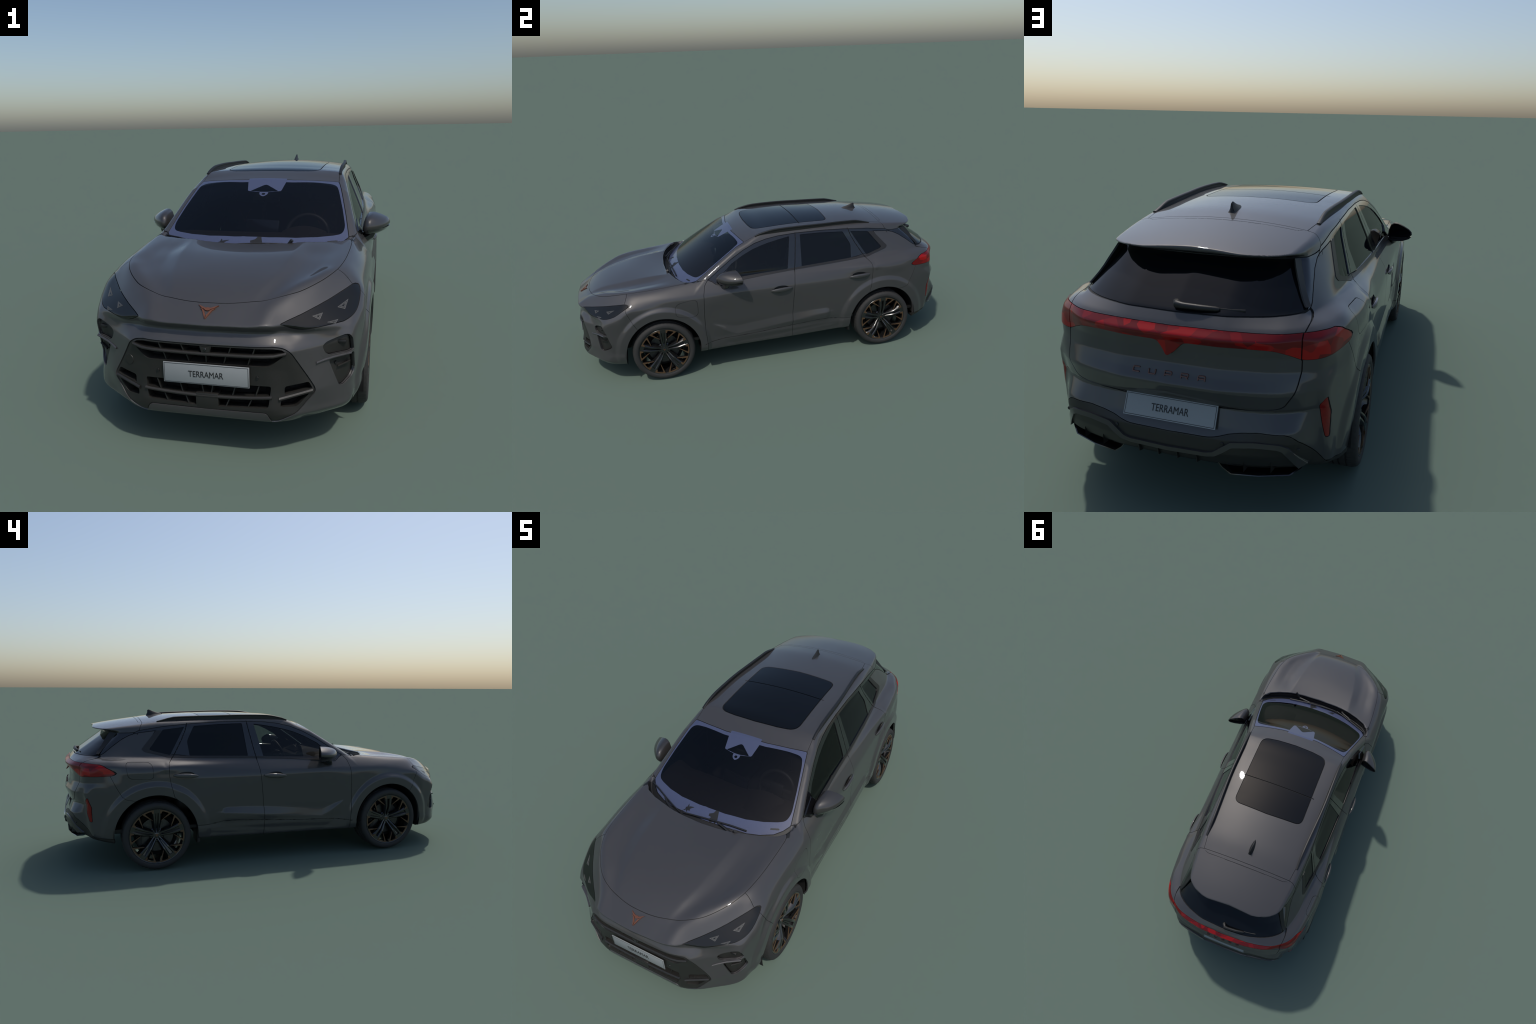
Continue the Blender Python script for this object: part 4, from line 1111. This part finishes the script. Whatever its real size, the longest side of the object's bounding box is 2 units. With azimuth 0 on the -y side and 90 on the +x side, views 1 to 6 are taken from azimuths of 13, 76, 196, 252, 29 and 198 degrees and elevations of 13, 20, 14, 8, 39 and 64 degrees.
# upright blades beside the rear window, standing off the glass below the spoiler
EDGE = [(.2335, .6165), (.240, .600), (.2485, .582), (.2565, .566), (.264, .552), (.272, .539), (.281, .5265)]
for sx in (1, -1):
    V_, F_ = [], []
    for i, (x, z) in enumerate(EDGE):
        y = f1(R, x, z); h_ = (.020, .019, .015, .010, .007, .005, .003)[i]
        V_ += [(sx*(x-.004), y-.004, z), (sx*(x-.0015), y+h_*.8, z+h_*.3), (sx*(x+.003), y+h_, z+h_*.3), (sx*(x+.011), y-.010, z)]
    n = 4
    for i in range(len(EDGE)-1):
        for k in range(3): F_.append((i*n+k, (i+1)*n+k, (i+1)*n+k+1, i*n+k+1))
    F_ += [(0, 1, 2, 3), tuple((len(EDGE)-1)*n+k for k in range(4))]
    add_mesh('rear_window_fin', V_, F_, M['satin_black'], angle=35)

# ----------------------------------------------------------------------------- roof rails, antenna, wipers
for sx in (1, -1):
    pts, wd = [], []
    for t in np.linspace(0, 1, 25):
        y = -.070+t*.640; x = .2665-.002*math.sin(math.pi*t)-.0215*sstep(.35, 1., t)
        lift = .0130*float(sstep(0, .17, t)*sstep(1, .86, t))
        pts.append((sx*x, y, f1(T, x, y)+.001+lift)); wd.append((.0060, .0040 if .03 < t < .97 else .0025))
    sweep('roof_rail', pts, wd, M['satin_black'], n=10, power=3.2)
    for t0, t1 in ((0, .13), (.87, 1)):
        pass
# closing strip under each rail so it reads as one raised bar
for sx in (1, -1):
    V_, F_ = [], []
    ts = np.linspace(.03, .97, 30)
    for t in ts:
        y = -.070+t*.640; x = .2665-.002*math.sin(math.pi*t)-.0215*float(sstep(.35, 1., t))
        lift = .0130*float(sstep(0, .17, t)*sstep(1, .86, t)); zz = f1(T, x, y)
        V_ += [(sx*(x+.003), y, zz-.008), (sx*(x+.003), y, zz+lift), (sx*(x-.003), y, zz+lift), (sx*(x-.003), y, zz-.008)]
    for i in range(len(ts)-1):
        for k in range(3): F_.append((i*4+k, i*4+4+k, i*4+5+k, i*4+1+k))
    add_mesh('rail_foot', V_, F_, M['satin_black'], angle=30)
AN = []
for y, h_, w_ in ((.508, .001, .0015), (.520, .006, .006), (.540, .012, .0085), (.558, .020, .009), (.570, .0265, .008), (.578, .0285, .007), (.583, .026, .0065), (.583, .016, .007), (.588, .006, .0085), (.591, .000, .009)):
    AN.append((y, h_, w_*1.5))
V_, F_ = [], []
for y, h_, w_ in AN:
    zb = f1(T, 0, y)-.002
    for a, b in ((-1, 0), (-.85, .12), (-.45, .45), (-.24, .9), (0, 1), (.24, .9), (.45, .45), (.85, .12), (1, 0)):
        V_.append((a*w_, y, zb+b*(h_+.002)))
for i in range(len(AN)-1):
    for k in range(8): F_.append((i*9+k, i*9+k+1, i*9+10+k, i*9+9+k))
add_mesh('roof_antenna', V_, F_, M['satin_black'], angle=50)
def wiper(pts, wd):
    P = [(x, y-.002, f1(T, x, y)+dz) for x, y, dz in pts]
    return sweep('windshield_wiper', P, wd, M['satin_black'], n=8)
wiper([(-.318, -.413, .006), (-.265, -.438, .007), (-.212, -.464, .007), (-.165, -.485, .008), (-.122, -.502, .009)], [(.0028, .0028)]*5)
wiper([(-.108, -.500, .010), (-.03, -.496, .009), (.043, -.491, .009), (.11, -.484, .008), (.175, -.478, .006)], [(.0032, .003)]*5)
wiper([(.055, -.495, .012), (.09, -.503, .014), (.125, -.512, .012), (.15, -.520, .010)], [(.004, .003), (.005, .004), (.006, .005), (.006, .006)])
wiper([(-.22, -.463, .012), (-.20, -.480, .014), (-.17, -.497, .012), (-.15, -.510, .010)], [(.004, .003), (.005, .004), (.006, .005), (.006, .006)])

# ----------------------------------------------------------------------------- mirrors, handles
SEC = [(.364, .4865), (.370, .479), (.395, .4775), (.425, .4815), (.449, .4905), (.459, .504), (.457, .514), (.447, .5235), (.425, .5345), (.402, .5425), (.386, .5425), (.374, .533), (.366, .510)]
def mirror_unit():
    P0 = np.array(SEC); c = np.array([.402, .505]); n = len(P0); V_, F_ = [], []
    levels = [(0, 1.0), (.10, 1.0), (.3, .99), (.5, .95), (.68, .87), (.82, .74), (.92, .56), (.98, .30), (1., .08)]
    for t, s_ in levels:
        for a, b in P0:
            x = c[0]+(a-c[0])*s_-.010*t**1.5; z = c[1]+(b-c[1])*s_-.006*t
            back = -.178-.030*(.46-x)/.09
            V_.append((x, back-t*(.092-.040*max(0, (x-.39)/.07)*(1-.3*t)), z))
    for i in range(len(levels)-1):
        for k in range(n): F_.append((i*n+k, i*n+(k+1) % n, (i+1)*n+(k+1) % n, (i+1)*n+k))
    F_.append(tuple((len(levels)-1)*n+k for k in range(n)))
    shell = add_mesh('door_mirror', V_, F_, M['dark_paint'], angle=50)
    # dark lower part, recessed glass, stem and sail panel
    V_, F_ = [], []
    for s_, dy in ((1., 0), (.93, .003), (.90, -.006)):
        for a, b in P0:
            x, z = c[0]+(a-c[0])*s_, c[1]+(b-c[1])*s_
            V_.append((x, -.178-.030*(.46-x)/.09+dy, z))
    for i in range(2):
        for k in range(n): F_.append((i*n+k, i*n+(k+1) % n, (i+1)*n+(k+1) % n, (i+1)*n+k))
    bez = add_mesh('mirror_bezel', V_, F_, M['satin_black'], shell, angle=30)
    gl = add_mesh('mirror_glass', V_[2*n:], [tuple(range(n))], M['mirror_glass'], shell)
    V_ = []; F_ = []
    low = [(.364, .4825), (.370, .4725), (.395, .470), (.425, .4755), (.448, .486), (.4585, .4975), (.440, .493), (.41, .4885), (.38, .4875)]
    lv = [(0, 1.), (.3, .985), (.55, .91), (.75, .76), (.9, .5), (.97, .2)]; m = len(low)
    for t, s_ in lv:
        for a, b in low:
            x = c[0]+(a-c[0])*s_-.010*t**1.5; z = c[1]+(b-c[1])*s_-.0075*t
            back = -.178-.030*(.46-x)/.09
            V_.append((x, back-t*(.0925-.040*max(0, (x-.39)/.07)*(1-.3*t)), z-.0015))
    for i in range(len(lv)-1):
        for k in range(m): F_.append((i*m+k, i*m+(k+1) % m, (i+1)*m+(k+1) % m, (i+1)*m+k))
    F_ += [tuple(range(m)), tuple((len(lv)-1)*m+k for k in range(m))]
    add_mesh('mirror_base', V_, F_, M['gloss_black'], shell, angle=45)
    sweep('mirror_stem', [(.345, -.262, .456), (.368, -.254, .456), (.386, -.245, .466), (.398, -.238, .482)], [(.028, .013), (.025, .016), (.023, .016), (.020, .010)], M['gloss_black'], shell, n=10, power=3)
    return shell
def mirror_tree(o):
    c = mirrored(o)
    for k in list(o.children):
        m_ = mirrored(k); m_.parent = c
    return c
mirror_tree(mirror_unit())
# triangular sail panel in the window corner
sail = prism('mirror_sail_panel', [(-.325, .493), (-.243, .5255), (-.225, .5), (-.232, .478), (-.29, .470)], lambda a, b: (f1(W, a, b)+.0025, a, b), (-.012, 0, 0), M['gloss_black'], bevel=.002)
mirrored(sail)

for yc, zc in HANDLES:
    pts, wd = [], []
    for t in np.linspace(-1, 1, 13):
        y = yc+t*.0565; q = 1-abs(t)**3.
        pts.append((f1(W, y, zc-.0015)+.0035+.0065*q, y, zc-.0030+.003*t)); wd.append((.0030+.0075*q, .0020+.0040*q))
    o = sweep('door_handle', pts, wd, M['paint'], up=(1, 0, 0), n=12, power=2.4, angle=60); mirrored(o)

# ----------------------------------------------------------------------------- cabin
lin = region(['body_side', 'window_frame', 'front_door', 'rear_door', 'roof', 'roof_glass', 'tailgate', 'rear_quarter_trim', 'belt_trim', 'rear_window', 'rear_pane', 'quarter_pane'])
cent = S.V[S.F].mean(1)
lin &= (cent[:, 1] > -.42) & (cent[:, 1] < .90) & (cent[:, 2] > .20)
Fm = S.F[lin]; u, inv = np.unique(Fm, return_inverse=True); Ft = inv.reshape(-1, 3)[:, ::-1]
P = S.V[u]-SN[u]*.012; P[np.abs(S.V[u][:, 0]) < 1e-6, 0] = 0
V_ = np.concatenate([P, P*[-1, 1, 1]]); F_ = np.concatenate([Ft, Ft[:, ::-1]+len(P)])
me = bpy.data.meshes.new('cabin_lining'); me.from_pydata(V_.tolist(), [], F_.tolist()); me.update(); me.shade_smooth(); me.materials.append(M['leather'])
link(bpy.data.objects.new('cabin_lining', me))
box('cabin_floor', (-.36, -.45, .175), (.36, .86, .19), M['leather'])
def loft_x(name, sections, mat, angle=40):
    """Body spanning the car's width: list of (x, [(y, z), ...])."""
    n = len(sections[0][1]); V_, F_ = [], []
    for x, s_ in sections:
        for y, z in s_: V_.append((x, y, z))
    for i in range(len(sections)-1):
        for k in range(n): F_.append((i*n+k, (i+1)*n+k, (i+1)*n+(k+1) % n, i*n+(k+1) % n))
    F_ += [tuple(range(n)), tuple((len(sections)-1)*n+k for k in range(n))]
    return add_mesh(name, V_, F_, mat, angle=angle)
DS = [(-.455, .30), (-.455, .455), (-.40, .477), (-.33, .482), (-.27, .470), (-.245, .452), (-.25, .40), (-.28, .30)]
loft_x('dashboard', [(-.325, [(y+.05, z-.01) for y, z in DS]), (-.25, [(y+.012, z) for y, z in DS]), (0, DS), (.25, [(y+.012, z) for y, z in DS]), (.325, [(y+.05, z-.01) for y, z in DS])], M['dash'])
loft_x('instrument_hood', [(x, [(-.40, .475), (-.33, .492-.02*((x-.155)/.08)**2), (-.27, .498-.02*((x-.155)/.08)**2), (-.255, .47), (-.30, .46)]) for x in np.linspace(.075, .235, 9)], M['dash'])
sc = box('center_display', (-.066, -.004, -.036), (.066, .004, .036), M['screen'], bevel=.003)
sc.location = (-.006, -.250, .478); sc.rotation_euler = (math.radians(-14), 0, math.radians(-11))
bm = bmesh.new()
R1, R2 = .080, .0085
for i in range(40):
    for j in range(10):
        a, b = 2*math.pi*i/40, 2*math.pi*j/10
        bm.verts.new(((R1+R2*math.cos(b))*math.cos(a), R2*math.sin(b), (R1+R2*math.cos(b))*math.sin(a)))
bm.verts.ensure_lookup_table()
for i in range(40):
    for j in range(10):
        bm.faces.new([bm.verts[q] for q in (i*10+j, ((i+1) % 40)*10+j, ((i+1) % 40)*10+(j+1) % 10, i*10+(j+1) % 10)])
stw = from_bm(bm, 'steering_wheel', M['leather'], angle=60); stw.location = (.155, -.185, .446); stw.rotation_euler = (math.radians(-22), 0, 0)
box('steering_hub', (-.032, -.006, -.026), (.032, .012, .026), M['leather'], stw, bevel=.008)
box('steering_spoke', (-.078, -.002, -.008), (.078, .006, .010), M['leather'], stw, bevel=.003)
box('steering_spoke', (-.010, -.002, -.078), (.010, .006, -.02), M['leather'], stw, bevel=.003)
def rounded(name, lo, hi, mat, b, rot=None, parent=None):
    o = box(name, lo, hi, mat, parent, bevel=b, segs=4, angle=60)
    return o
def seat(x, y, w, head=True):
    base = rounded('seat', (x-w, y-.11, .24), (x+w, y+.10, .315), M['leather'], .03)
    back = rounded('seat_back', (-w*.95, -.035, 0), (w*.95, .035, .245), M['leather'], .032, parent=base)
    back.location = (x, y+.105, .29); back.rotation_euler = (math.radians(-14), 0, 0)
    if head:
        hr = rounded('headrest', (-.055, -.022, 0), (.055, .022, .075), M['leather'], .02, parent=base)
        hr.location = (x, y+.165, .525); hr.rotation_euler = (math.radians(-8), 0, 0)
        st = prism('seat_stitching', [(-.028, .205), (.0, .14), (.028, .205), (.022, .205), (0, .155), (-.022, .205)], lambda a, b: (a, -.037, b), (0, .004, 0), M['orange'], base)
        st.location = back.location; st.rotation_euler = back.rotation_euler
for sx in (1, -1): seat(sx*.165, .02, .098)
seat(.0, .40, .30, False)
for sx in (1, 0, -1):
    hr = rounded('headrest', (sx*.19-.05, .545, .505), (sx*.19+.05, .575, .555), M['leather'], .014)
box('center_console', (-.055, -.26, .19), (.055, .18, .33), M['leather'], bevel=.02)
rm = rounded('rear_view_mirror', (-.052, -.198, .575), (.052, -.186, .607), M['satin_black'], .006)
